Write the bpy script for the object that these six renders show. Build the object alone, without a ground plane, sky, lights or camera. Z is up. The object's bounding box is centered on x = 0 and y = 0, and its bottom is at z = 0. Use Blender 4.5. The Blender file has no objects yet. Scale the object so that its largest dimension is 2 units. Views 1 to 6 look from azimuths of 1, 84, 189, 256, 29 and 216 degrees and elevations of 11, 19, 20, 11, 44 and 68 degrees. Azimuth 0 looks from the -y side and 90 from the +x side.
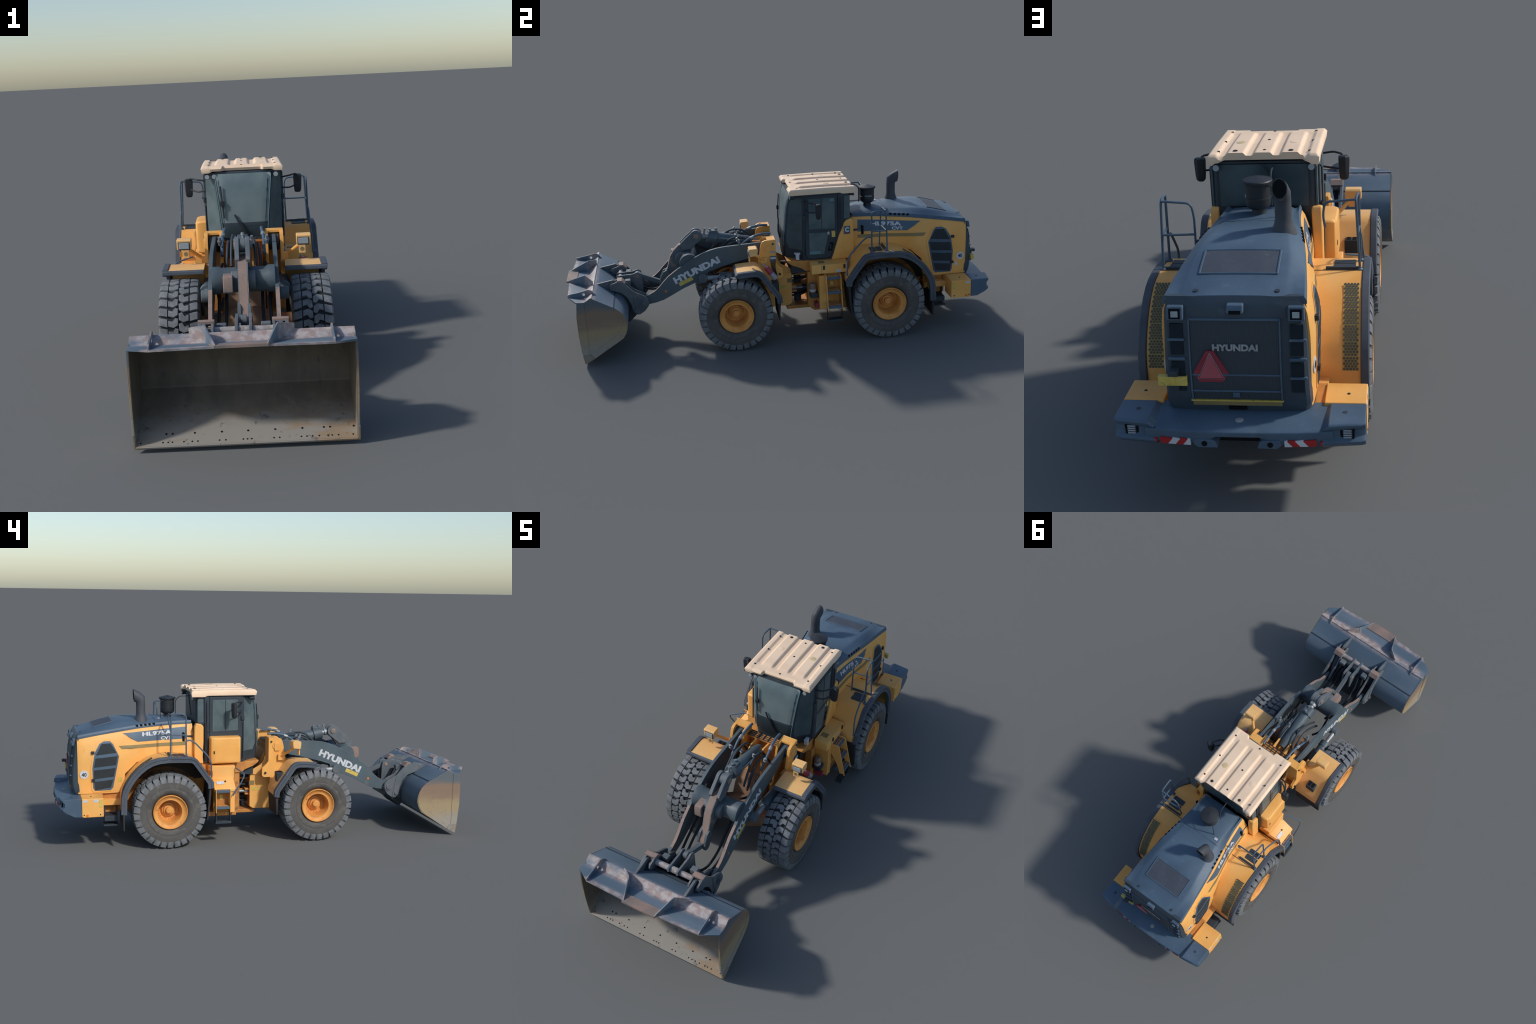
import bpy, bmesh, math, random
from math import sin, cos, pi, radians, sqrt, atan2
from mathutils import Matrix, Vector

random.seed(7)
COL = bpy.context.scene.collection

# ------------------------------------------------------------------ frames
def frame_matrix(angle, ox, oy):
    return (Matrix.Translation((ox, oy, 0)) @ Matrix.Rotation(angle, 4, 'Z')
            @ Matrix.Translation((0, -oy, 0)))
MF = frame_matrix(0.009, -0.0015, -0.22)     # front half (bucket, boom, front axle)
MR = frame_matrix(0.028, 0.0, 0.10)          # rear half (cab, engine), slightly steered
WORLD = {}

# ------------------------------------------------------------------ materials
def _nodes(name):
    m = bpy.data.materials.new(name)
    m.use_nodes = True
    nt = m.node_tree
    b = nt.nodes["Principled BSDF"]
    return m, nt, b

def _noise(nt, scale, detail=6, rough=0.6, stretch=(1, 1, 1), off=(0, 0, 0)):
    tc = nt.nodes.new("ShaderNodeTexCoord")
    mp = nt.nodes.new("ShaderNodeMapping")
    mp.inputs["Scale"].default_value = stretch
    mp.inputs["Location"].default_value = off
    nt.links.new(tc.outputs["Object"], mp.inputs["Vector"])
    n = nt.nodes.new("ShaderNodeTexNoise")
    n.inputs["Scale"].default_value = scale
    n.inputs["Detail"].default_value = detail
    n.inputs["Roughness"].default_value = rough
    nt.links.new(mp.outputs["Vector"], n.inputs["Vector"])
    return n.outputs["Fac"]

def _ramp(nt, fac, lo, hi):
    r = nt.nodes.new("ShaderNodeMapRange")
    r.interpolation_type = 'SMOOTHSTEP'
    r.inputs["From Min"].default_value = lo
    r.inputs["From Max"].default_value = hi
    nt.links.new(fac, r.inputs["Value"])
    return r.outputs["Result"]

def _mix(nt, fac, a, b, mode='MIX'):
    x = nt.nodes.new("ShaderNodeMix")
    x.data_type = 'RGBA'
    x.blend_type = mode
    for sock, v in ((x.inputs["Factor"], fac), (x.inputs[6], a), (x.inputs[7], b)):
        if hasattr(v, "is_output"):
            nt.links.new(v, sock)
        elif isinstance(v, (int, float)):
            sock.default_value = v
        else:
            sock.default_value = (*v, 1)
    return x.outputs[2]

def _math(nt, op, a, b=None):
    x = nt.nodes.new("ShaderNodeMath")
    x.operation = op
    for i, v in enumerate((a, b)):
        if v is None:
            continue
        if hasattr(v, "is_output"):
            nt.links.new(v, x.inputs[i])
        else:
            x.inputs[i].default_value = v
    return x.outputs[0]

def _bump(nt, b, fac, strength, dist=0.002):
    bp = nt.nodes.new("ShaderNodeBump")
    bp.inputs["Strength"].default_value = strength
    bp.inputs["Distance"].default_value = dist
    nt.links.new(fac, bp.inputs["Height"])
    nt.links.new(bp.outputs["Normal"], b.inputs["Normal"])

def paint(name, base, alt=None, dirt=None, rough=0.55, metal=0.0, scale=9.0, dirt_amt=(0.58, 0.75),
          dirt_scale=22.0, stretch=(1, 1, 1), bump=0.12, grain=180.0, spec=0.4, alt2=None, chips=False):
    """weathered paint: broad tone drift + patches of dirt or wear + fine grain"""
    m, nt, b = _nodes(name)
    alt = alt or tuple(c * 0.82 for c in base)
    c = _mix(nt, _ramp(nt, _noise(nt, scale, 5, 0.55, stretch), 0.36, 0.68), base, alt)
    if alt2:
        c = _mix(nt, _ramp(nt, _noise(nt, scale * 0.6, 4, 0.5, stretch, (3.1, 1.7, 5.2)), 0.5, 0.7), c, alt2)
    if dirt:
        c = _mix(nt, _ramp(nt, _noise(nt, dirt_scale, 8, 0.68, stretch, (1.3, 4.2, 0.7)), *dirt_amt), c, dirt)
    if chips:
        k = _math(nt, 'MULTIPLY', _ramp(nt, _noise(nt, 75, 6, 0.6, (1, 1, 1), (9, 3, 1)), 0.70, 0.735), _ramp(nt, _noise(nt, 9, 3, 0.5, (1, 1, 1), (2, 8, 3)), 0.50, 0.58))
        c = _mix(nt, k, c, (0.05, 0.03, 0.02))
        c = _mix(nt, _math(nt, 'MULTIPLY', _ramp(nt, _noise(nt, 6, 4, 0.55, (1, 1, 1), (5, 5, 5)), 0.45, 0.75), 0.45), c, (0.80, 0.50, 0.20))
    g = _noise(nt, grain, 3, 0.6)
    c = _mix(nt, 0.12, c, g, 'OVERLAY')
    nt.links.new(c, b.inputs["Base Color"])
    b.inputs["Roughness"].default_value = rough
    b.inputs["Metallic"].default_value = metal
    b.inputs["Specular IOR Level"].default_value = spec
    if bump:
        _bump(nt, b, _noise(nt, grain * 0.5, 4, 0.6), bump)
    return m

def flat(name, base, rough=0.5, metal=0.0, spec=0.4, emit=None):
    m, nt, b = _nodes(name)
    c = _mix(nt, _ramp(nt, _noise(nt, 40, 4), 0.3, 0.7), base, tuple(x * 0.86 for x in base))
    nt.links.new(c, b.inputs["Base Color"])
    b.inputs["Roughness"].default_value = rough
    b.inputs["Metallic"].default_value = metal
    b.inputs["Specular IOR Level"].default_value = spec
    return m

YEL = paint("yellow_paint", (0.86, 0.44, 0.118), (0.79, 0.375, 0.085), (0.55, 0.24, 0.06), rough=0.5,
            dirt_amt=(0.64, 0.80), scale=7, chips=True)
YELP = paint("pale_yellow_paint", (0.84, 0.50, 0.20), (0.78, 0.43, 0.145), (0.60, 0.30, 0.09), rough=0.5,
             dirt_amt=(0.62, 0.80), scale=7, chips=True)  # paler yellow for the loader fenders and head lamps
ORG = paint("frame_orange_paint", (0.58, 0.255, 0.06), (0.44, 0.185, 0.05), (0.20, 0.10, 0.05), rough=0.6,
            dirt_amt=(0.52, 0.74), scale=12)
FRB = paint("frame_brown_dusty", (0.30, 0.175, 0.10), (0.22, 0.13, 0.085), (0.12, 0.09, 0.07), rough=0.7,
            dirt_amt=(0.52, 0.74), scale=12)
WELLSHADE = paint("wheel_well_shade", (0.040, 0.034, 0.028), (0.028, 0.025, 0.022), (0.09, 0.06, 0.03), rough=0.9,
             dirt_amt=(0.6, 0.78), scale=12)  # blackish brown copies the shade under the fender arch
RIM = paint("rim_orange_paint", (0.72, 0.33, 0.085), (0.60, 0.25, 0.06), (0.32, 0.15, 0.06), rough=0.55,
            dirt_amt=(0.58, 0.78), scale=14)
GREY = paint("blue_grey_paint", (0.076, 0.124, 0.178), (0.058, 0.096, 0.142), (0.125, 0.172, 0.220), rough=0.5,
             dirt_amt=(0.56, 0.8), scale=6)
GRID = paint("grille_dark_grey", (0.046, 0.066, 0.088), (0.037, 0.054, 0.072), (0.075, 0.095, 0.115), rough=0.5, scale=6)
BOOM = paint("boom_grey_paint", (0.086, 0.116, 0.134), (0.068, 0.093, 0.110), (0.14, 0.16, 0.17), rough=0.5,
             dirt_amt=(0.56, 0.8), scale=8)
WORN = paint("worn_link_steel", (0.125, 0.142, 0.154), (0.088, 0.108, 0.124), (0.27, 0.21, 0.18), rough=0.6,
             dirt_amt=(0.55, 0.72), scale=12, dirt_scale=14)
RUST = paint("rusty_steel", (0.30, 0.205, 0.165), (0.22, 0.17, 0.145), (0.13, 0.135, 0.14), rough=0.65,
             dirt_amt=(0.50, 0.7), scale=14)
STEEL = paint("bare_steel", (0.30, 0.32, 0.34), (0.20, 0.21, 0.22), (0.15, 0.13, 0.12), rough=0.45, metal=0.3,
              dirt_amt=(0.58, 0.75), scale=30)
DARK = paint("dark_frame", (0.034, 0.047, 0.060), (0.027, 0.037, 0.048), (0.056, 0.066, 0.075), rough=0.55, scale=10)
BLACK = paint("black_rubber_hose", (0.022, 0.027, 0.033), (0.017, 0.020, 0.025), (0.05, 0.05, 0.05), rough=0.6,
              dirt_amt=(0.6, 0.8), scale=30)
HOSE = paint("grey_hose", (0.042, 0.056, 0.070), (0.030, 0.040, 0.050), (0.08, 0.09, 0.10), rough=0.55, scale=30)
NEARBLACK = flat("near_black", (0.010, 0.011, 0.013), rough=0.9, spec=0.1)  # near-black paints the shade of openings; also on bolts, latches, bezels
VENT = flat("corner_vent_dark", (0.018, 0.025, 0.033), rough=0.8, spec=0.2)
MESHM = flat("vent_mesh", (0.036, 0.043, 0.048), rough=0.8, spec=0.2)
RUBBER = paint("fender_rubber", (0.080, 0.095, 0.118), (0.064, 0.077, 0.097), (0.17, 0.19, 0.215), rough=0.7,
               dirt_amt=(0.58, 0.8), scale=16, dirt_scale=40)
FLAP = paint("mud_flap_rubber", (0.034, 0.032, 0.034), (0.026, 0.026, 0.028), (0.08, 0.065, 0.05), rough=0.8, scale=14)
TYRE = paint("tyre_rubber", (0.106, 0.101, 0.095), (0.082, 0.079, 0.076), (0.165, 0.150, 0.132), rough=0.85,
             dirt_amt=(0.50, 0.75), scale=14, dirt_scale=30, bump=0.25, grain=240, spec=0.25)
GROOVESHADE = paint("tread_groove_shade", (0.036, 0.040, 0.045), (0.028, 0.031, 0.035), (0.07, 0.068, 0.064), rough=0.9, scale=20, spec=0.2)  # darker tone paints the shade between the tread lugs
TREAD = paint("tread_rubber", (0.180, 0.192, 0.202), (0.125, 0.132, 0.140), (0.27, 0.28, 0.29), rough=0.8,
              dirt_amt=(0.52, 0.75), scale=24, dirt_scale=60, bump=0.25, grain=240, spec=0.25)
ROOF = paint("cream_roof_plastic", (0.86, 0.645, 0.455), (0.80, 0.585, 0.405), (0.58, 0.41, 0.27), rough=0.65,
             dirt_amt=(0.66, 0.82), scale=8)
WHITE = flat("white_marking", (0.62, 0.64, 0.67), rough=0.5)
SILVER = flat("silver_marking", (0.34, 0.36, 0.37), rough=0.45)
OLIVE = paint("olive_stripe", (0.27, 0.205, 0.085), (0.225, 0.17, 0.072), rough=0.55, scale=12)
GRIPB = paint("tan_grip_base", (0.46, 0.33, 0.10), (0.38, 0.27, 0.085), rough=0.6, scale=20)
GRIPC = flat("grip_cell_grey", (0.090, 0.092, 0.075), rough=0.7)
STICKER = paint("yellow_sticker", (0.66, 0.50, 0.12), (0.58, 0.42, 0.08), (0.2, 0.16, 0.08), rough=0.5,
                dirt_amt=(0.55, 0.7), dirt_scale=120, scale=60)
PALE = paint("white_sticker", (0.58, 0.59, 0.62), (0.5, 0.52, 0.56), (0.25, 0.28, 0.33), rough=0.5,
             dirt_amt=(0.55, 0.7), dirt_scale=150, scale=60)
RED = flat("red_marking", (0.42, 0.018, 0.022), rough=0.5)
REDP = flat("red_triangle_inner", (0.46, 0.10, 0.12), rough=0.55)
REDR = flat("red_triangle_border", (0.28, 0.03, 0.05), rough=0.55)
AMBER = flat("amber_reflector", (0.80, 0.20, 0.02), rough=0.4)
LENS = flat("lamp_glass", (0.36, 0.40, 0.42), rough=0.2, spec=0.6)
BLUEG = flat("teal_sticker", (0.12, 0.26, 0.29), rough=0.4)
PINK = flat("extinguisher_red", (0.36, 0.05, 0.08), rough=0.4)
CREAM = flat("extinguisher_grey", (0.34, 0.37, 0.40), rough=0.5)

def glass(name, a, b_, rough=0.28):
    m, nt, b = _nodes(name)
    f = _ramp(nt, _noise(nt, 9, 5, 0.55, (1, 1, 1)), 0.32, 0.68)
    c = _mix(nt, f, a, b_)
    nt.links.new(c, b.inputs["Base Color"])
    b.inputs["Roughness"].default_value = rough
    b.inputs["Specular IOR Level"].default_value = 0.35
    return m
GLASSF = glass("windscreen_glass", (0.165, 0.215, 0.220), (0.120, 0.165, 0.175), 0.4)
GLASSS = glass("side_window_glass", (0.120, 0.160, 0.168), (0.065, 0.098, 0.110), 0.4)
GLASSM = glass("shaded_window_glass", (0.075, 0.108, 0.120), (0.042, 0.066, 0.078), 0.4)  # side glass copied darker, with the shade put into its colour
GLASSD = glass("dark_window_glass", (0.030, 0.046, 0.054), (0.018, 0.028, 0.036), 0.4)

def bucket_outer():
    m, nt, b = _nodes("bucket_painted_steel")
    base = _mix(nt, _ramp(nt, _noise(nt, 5, 5, 0.55, (0.4, 1, 1)), 0.38, 0.66), (0.078, 0.120, 0.164), (0.128, 0.172, 0.214))
    rust = _mix(nt, _ramp(nt, _noise(nt, 40, 5), 0.4, 0.6), (0.30, 0.225, 0.205), (0.40, 0.355, 0.345))
    tc = nt.nodes.new("ShaderNodeTexCoord")
    sep = nt.nodes.new("ShaderNodeSeparateXYZ")
    nt.links.new(tc.outputs["Object"], sep.inputs[0])
    band = _ramp(nt, _math(nt, 'ABSOLUTE', _math(nt, 'ADD', sep.outputs["Y"], 0.884)), 0.040, 0.012)   # bare steel at the bend of the lip
    edge = _math(nt, 'MULTIPLY', _ramp(nt, sep.outputs["Y"], -0.955, -0.972), 0.8)
    lip = _math(nt, 'MAXIMUM', band, edge)
    w = _math(nt, 'MULTIPLY', _ramp(nt, _noise(nt, 11, 8, 0.66, (0.5, 1, 1)), 0.36, 0.58), lip)
    c = _mix(nt, w, base, rust)
    sc = _ramp(nt, _noise(nt, 18, 9, 0.7, (0.35, 1.2, 1.2), (2, 2, 2)), 0.66, 0.78)
    c = _mix(nt, sc, c, (0.17, 0.135, 0.115))
    nt.links.new(c, b.inputs["Base Color"])
    b.inputs["Roughness"].default_value = 0.55
    _bump(nt, b, _noise(nt, 120, 5), 0.2)
    return m

def bucket_side():
    m, nt, b = _nodes("bucket_side_wear")
    tc = nt.nodes.new("ShaderNodeTexCoord")
    sep = nt.nodes.new("ShaderNodeSeparateXYZ")
    nt.links.new(tc.outputs["Object"], sep.inputs[0])
    n = _noise(nt, 9, 7, 0.65, (1, 0.5, 1.6))
    h = _math(nt, 'ADD', sep.outputs["Z"], _math(nt, 'MULTIPLY', _math(nt, 'SUBTRACT', n, 0.5), 0.14))
    c = _mix(nt, _ramp(nt, h, 0.07, 0.15), (0.30, 0.27, 0.225), (0.33, 0.25, 0.14))
    c = _mix(nt, _ramp(nt, h, 0.16, 0.22), c, (0.23, 0.155, 0.105))
    c = _mix(nt, _ramp(nt, h, 0.245, 0.29), c, (0.10, 0.12, 0.135))
    c = _mix(nt, _ramp(nt, _noise(nt, 70, 6, 0.7), 0.55, 0.75), c, (0.17, 0.15, 0.135))
    nt.links.new(c, b.inputs["Base Color"])
    b.inputs["Roughness"].default_value = 0.65
    _bump(nt, b, _noise(nt, 120, 5), 0.2)
    return m

def bucket_inner():
    m, nt, b = _nodes("bucket_inner_dusty_shaded_steel")
    tc = nt.nodes.new("ShaderNodeTexCoord")
    sep = nt.nodes.new("ShaderNodeSeparateXYZ")
    nt.links.new(tc.outputs["Object"], sep.inputs[0])
    n = _noise(nt, 14, 7, 0.62, (1, 0.5, 0.25))
    c = _mix(nt, _ramp(nt, n, 0.35, 0.65), (0.165, 0.138, 0.102), (0.120, 0.102, 0.078))  # dark brown base also carries some of the shade inside the bucket
    n2 = _noise(nt, 13, 8, 0.66, (0.35, 1, 1), (4, 0, 0))
    h = _math(nt, 'ADD', sep.outputs["Z"], _math(nt, 'MULTIPLY', _math(nt, 'SUBTRACT', n2, 0.5), 0.08))
    floor_c = _mix(nt, _ramp(nt, n2, 0.48, 0.62), (0.255, 0.235, 0.205), (0.27, 0.195, 0.125))
    c = _mix(nt, _ramp(nt, _noise(nt, 30, 8, 0.7, (1, 0.6, 0.12), (7, 1, 2)), 0.55, 0.72), c, (0.185, 0.160, 0.125))
    c = _mix(nt, _ramp(nt, h, 0.105, 0.030), c, floor_c)
    c = _mix(nt, _ramp(nt, _noise(nt, 42, 8, 0.7, (1, 1, 0.6)), 0.58, 0.70), c, (0.075, 0.075, 0.08))
    nt.links.new(c, b.inputs["Base Color"])
    b.inputs["Roughness"].default_value = 0.7
    _bump(nt, b, _noise(nt, 150, 5), 0.2)
    return m

def hexmesh():
    m, nt, b = _nodes("honeycomb_grip_pattern")
    tc = nt.nodes.new("ShaderNodeTexCoord")
    v = nt.nodes.new("ShaderNodeTexVoronoi")
    v.feature = 'DISTANCE_TO_EDGE'
    v.inputs["Scale"].default_value = 105
    v.inputs["Randomness"].default_value = 0.15
    nt.links.new(tc.outputs["Object"], v.inputs["Vector"])
    c = _mix(nt, _ramp(nt, v.outputs["Distance"], 0.10, 0.22), (0.25, 0.22, 0.09), (0.065, 0.075, 0.07))
    nt.links.new(c, b.inputs["Base Color"])
    b.inputs["Roughness"].default_value = 0.6
    return m

def grille_mesh():
    m, nt, b = _nodes("rear_grille_mesh")
    tc = nt.nodes.new("ShaderNodeTexCoord")
    w = nt.nodes.new("ShaderNodeTexWave")
    w.wave_type = 'BANDS'
    w.bands_direction = 'X'
    w.inputs["Scale"].default_value = 75
    nt.links.new(tc.outputs["Object"], w.inputs["Vector"])
    c = _mix(nt, w.outputs["Fac"], (0.024, 0.034, 0.045), (0.036, 0.049, 0.062))
    nt.links.new(c, b.inputs["Base Color"])
    b.inputs["Roughness"].default_value = 0.6
    _bump(nt, b, w.outputs["Fac"], 0.3)
    return m
BARE = paint("bare_worn_steel", (0.33, 0.295, 0.28), (0.25, 0.215, 0.20), (0.42, 0.41, 0.41), rough=0.5, dirt_amt=(0.5, 0.65), scale=20, dirt_scale=30)
BUCKO, BUCKS, BUCKI, HEX, GRILLE = bucket_outer(), bucket_side(), bucket_inner(), hexmesh(), grille_mesh()

# ------------------------------------------------------------------ mesh builders (all return a bmesh)
def bm_new():
    return bmesh.new()

def add_ring(bm, pts):
    return [bm.verts.new(p) for p in pts]

def bridge(bm, a, b, closed=True):
    n = len(a)
    for i in range(n if closed else n - 1):
        j = (i + 1) % n
        bm.faces.new((a[i], a[j], b[j], b[i]))

def loft(rings, closed=True, cap=True, bm=None):
    bm = bm or bm_new()
    rs = [add_ring(bm, r) for r in rings]
    for a, b in zip(rs, rs[1:]):
        bridge(bm, a, b, closed)
    if cap and closed:
        bm.faces.new(rs[0])
        bm.faces.new(rs[-1])
    return bm

def axis_pt(axis, t, a, b):
    return {'x': (t, a, b), 'y': (a, t, b), 'z': (a, b, t)}[axis]

def prism(poly, t0, t1, axis='x', holes=(), bm=None):
    """extrude a 2D outline along an axis; for x the outline is (y,z), for y (x,z), for z (x,y)"""
    bm = bm or bm_new()
    if not holes:
        return loft([[axis_pt(axis, t, *p) for p in poly] for t in (t0, t1)], bm=bm)
    geo = []
    for t in (t0, t1):
        loops, edges = [], []
        for lp in (poly, *holes):
            vs = add_ring(bm, [axis_pt(axis, t, *p) for p in lp])
            edges += [bm.edges.new((vs[i], vs[(i + 1) % len(vs)])) for i in range(len(vs))]
            loops.append(vs)
        bmesh.ops.triangle_fill(bm, use_beauty=True, edges=edges)
        geo.append(loops)
    for a, b in zip(*geo):
        bridge(bm, a, b)
    return bm

def box(x0, x1, y0, y1, z0, z1, bm=None):
    return prism([(y0, z0), (y1, z0), (y1, z1), (y0, z1)], x0, x1, 'x', bm=bm)

def circle(c, r, n=20, a0=0.0, a1=2 * pi, full=True):
    m = n if full else n - 1
    return [(c[0] + r * cos(a0 + (a1 - a0) * i / m), c[1] + r * sin(a0 + (a1 - a0) * i / m)) for i in range(n)]

def perp(d):
    d = d.normalized()
    u = d.cross(Vector((0, 0, 1)))
    if u.length < 1e-3:
        u = d.cross(Vector((1, 0, 0)))
    u.normalize()
    return u, d.cross(u)

def cyl(p0, p1, r0, r1=None, n=20, bm=None):
    p0, p1 = Vector(p0), Vector(p1)
    r1 = r0 if r1 is None else r1
    u, v = perp(p1 - p0)
    ring = lambda p, r: [p + u * (r * cos(2 * pi * i / n)) + v * (r * sin(2 * pi * i / n)) for i in range(n)]
    return loft([ring(p0, r0), ring(p1, r1)], bm=bm)

def stack(p0, d, prof, n=24, bm=None):
    """turned part: prof = [(distance along d, radius)...]"""
    p0, d = Vector(p0), Vector(d).normalized()
    u, v = perp(d)
    return loft([[p0 + d * t + u * (r * cos(2 * pi * i / n)) + v * (r * sin(2 * pi * i / n)) for i in range(n)]
                 for t, r in prof], bm=bm)

def smooth_path(pts, sub=8):
    P = [Vector(p) for p in pts]
    if len(P) < 3 or sub < 2:
        return P
    out = []
    for i in range(len(P) - 1):
        a, b, c, d = P[max(i - 1, 0)], P[i], P[i + 1], P[min(i + 2, len(P) - 1)]
        for k in range(sub):
            t = k / sub
            out.append(0.5 * ((2 * b) + (c - a) * t + (2 * a - 5 * b + 4 * c - d) * t * t + (3 * b - a - 3 * c + d) * t ** 3))
    out.append(P[-1])
    return out

def fillet_path(pts, r=0.02, sub=5):
    """straight runs with rounded corners (bent pipe)"""
    P = [Vector(p) for p in pts]
    out = [P[0]]
    for a, b, c in zip(P, P[1:], P[2:]):
        d1, d2 = (a - b), (c - b)
        k = min(r, d1.length * 0.45, d2.length * 0.45)
        s, e = b + d1.normalized() * k, b + d2.normalized() * k
        for i in range(sub + 1):
            t = i / sub
            out.append(s * (1 - t) ** 2 + b * 2 * t * (1 - t) + e * t * t)
    out.append(P[-1])
    return out

def tube(path, r, n=8, bm=None):
    P = [Vector(p) for p in path]
    u = None
    rings = []
    for i, p in enumerate(P):
        d = (P[min(i + 1, len(P) - 1)] - P[max(i - 1, 0)]).normalized()
        if u is None:
            u, _ = perp(d)
        u = (u - d * u.dot(d)).normalized()
        v = d.cross(u)
        rings.append([p + u * (r * cos(2 * pi * k / n)) + v * (r * sin(2 * pi * k / n)) for k in range(n)])
    return loft(rings, bm=bm)

def strip(path, thick, x0, x1, bm=None, side=1):
    """bent sheet: a 2D path in (y,z) given thickness to one side and width along x"""
    P = [Vector(p) for p in path]
    off = []
    for i, p in enumerate(P):
        d1 = (P[i] - P[i - 1]).normalized() if i else None
        d2 = (P[i + 1] - P[i]).normalized() if i < len(P) - 1 else None
        ns = [Vector((-d.y, d.x)) for d in (d1, d2) if d is not None]
        nrm = sum(ns, Vector((0, 0))).normalized()
        k = 1 / max(0.5, nrm.dot(ns[0]))
        off.append(p + nrm * thick * side * k)
    outline = [tuple(p) for p in P] + [tuple(p) for p in reversed(off)]
    n = len(P)
    bm = bm or bm_new()
    a = add_ring(bm, [(x0, *p) for p in outline])
    b = add_ring(bm, [(x1, *p) for p in outline])
    bridge(bm, a, b)
    for vs in (a, b):
        for i in range(n - 1):
            bm.faces.new((vs[i], vs[i + 1], vs[2 * n - 2 - i], vs[2 * n - 1 - i]))
    return bm

def arc(c, r, a0, a1, n=8):
    return [(c[0] + r * cos(radians(a0 + (a1 - a0) * i / (n - 1))), c[1] + r * sin(radians(a0 + (a1 - a0) * i / (n - 1)))) for i in range(n)]

def flip(bm, s):
    if s < 0:
        bmesh.ops.scale(bm, vec=(-1, 1, 1), verts=bm.verts)
    return bm

def finish(name, bm, mat, angle=35):
    bmesh.ops.recalc_face_normals(bm, faces=bm.faces)
    me = bpy.data.meshes.new(name)
    bm.to_mesh(me)
    bm.free()
    for m in (mat if isinstance(mat, (list, tuple)) else [mat]):
        me.materials.append(m)
    me.polygons.foreach_set("use_smooth", [True] * len(me.polygons))
    me.set_sharp_from_angle(angle=radians(angle))
    return me

def place(name, me, W, parent):
    o = bpy.data.objects.new(name, me)
    COL.objects.link(o)
    o.parent = parent
    pw = WORLD.get(parent.name, Matrix.Identity(4)) if parent else Matrix.Identity(4)
    o.matrix_basis = pw.inverted() @ W
    WORLD[o.name] = W
    return o

def part(name, bm, mat, W, parent, bevel=0.0, seg=2, angle=35):
    o = place(name, finish(name, bm, mat, angle), W, parent)
    if bevel:
        md = o.modifiers.new("edge_rounding", 'BEVEL')
        md.width = bevel
        md.segments = seg
        md.limit_method = 'ANGLE'
        md.angle_limit = radians(40)
        md.harden_normals = True
    return o

ROOT = bpy.data.objects.new("wheel_loader", None)
COL.objects.link(ROOT)
ROOT["label"] = "yellow and grey wheel loader with wide steel bucket"
ROOT["category"] = "wheel loader"
WORLD[ROOT.name] = Matrix.Identity(4)

# lettering ---------------------------------------------------------------
def letters(name, body, centre, right, up, w, h, mat, W, parent, depth=0.0012, bold=0.03, slant=0.0):
    cu = bpy.data.curves.new(name, 'FONT')
    cu.body = body
    cu.size = 1.0
    cu.offset = bold
    cu.extrude = 0.5
    cu.resolution_u = 3
    cu.shear = slant
    tmp = bpy.data.objects.new(name, cu)
    COL.objects.link(tmp)
    dg = bpy.context.evaluated_depsgraph_get()
    me = bpy.data.meshes.new_from_object(tmp.evaluated_get(dg))
    bpy.data.objects.remove(tmp)
    bpy.data.curves.remove(cu)
    xs = [v.co.x for v in me.vertices]
    ys = [v.co.y for v in me.vertices]
    cx, cy = (min(xs) + max(xs)) / 2, (min(ys) + max(ys)) / 2
    sx, sy = w / (max(xs) - min(xs)), h / (max(ys) - min(ys))
    R, U = Vector(right).normalized(), Vector(up).normalized()
    N = R.cross(U).normalized()
    C = Vector(centre)
    for v in me.vertices:
        v.co = C + R * ((v.co.x - cx) * sx) + U * ((v.co.y - cy) * sy) + N * (v.co.z * depth)
    me.materials.clear()
    me.materials.append(mat)
    return place(name, me, W, parent)

def decal(name, pts, mat, W, parent, n=(1, 0, 0), t=0.0012):
    """thin plate lying on a surface: corner points + outward normal"""
    N = Vector(n).normalized()
    bm = loft([[Vector(p) - N * t * 0.5 for p in pts], [Vector(p) + N * t for p in pts]])
    return part(name, bm, mat, W, parent)

# ================================================================== WHEELS
RT = 0.1728          # tyre radius
XO, XI = 0.301, 0.158  # outer and inner face of the tyre

def lathe_x(prof, n=96, bm=None):
    """prof = [(x, r)...] closed ring turned about the x axis"""
    bm = bm or bm_new()
    rings = [[bm.verts.new((x, r * cos(2 * pi * i / n), r * sin(2 * pi * i / n))) for x, r in prof] for i in range(n)]
    for i in range(n):
        bridge(bm, rings[i], rings[(i + 1) % n])
    return bm

W2 = (XO - XI) / 2
def tyre_mesh():
    c = 0.161
    h = [(W2 * 0.62, 0.077), (W2 * 0.80, 0.082), (W2 * 0.95, 0.092), (W2 * 1.0, 0.104), (W2 * 1.0, 0.110), (W2 * 0.985, 0.112),
         (W2 * 1.0, 0.116), (W2 * 1.005, 0.126), (W2 * 0.995, 0.139), (W2 * 0.965, 0.150), (W2 * 0.88, 0.1590), (W2 * 0.6, 0.1625), (W2 * 0.3, 0.1635)]
    prof = h + [(-x, r) for x, r in reversed(h)]
    bm = lathe_x(prof)
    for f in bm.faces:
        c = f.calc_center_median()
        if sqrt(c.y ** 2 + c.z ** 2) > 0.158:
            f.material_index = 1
    return finish("tyre", bm, [TYRE, GROOVESHADE])

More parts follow.
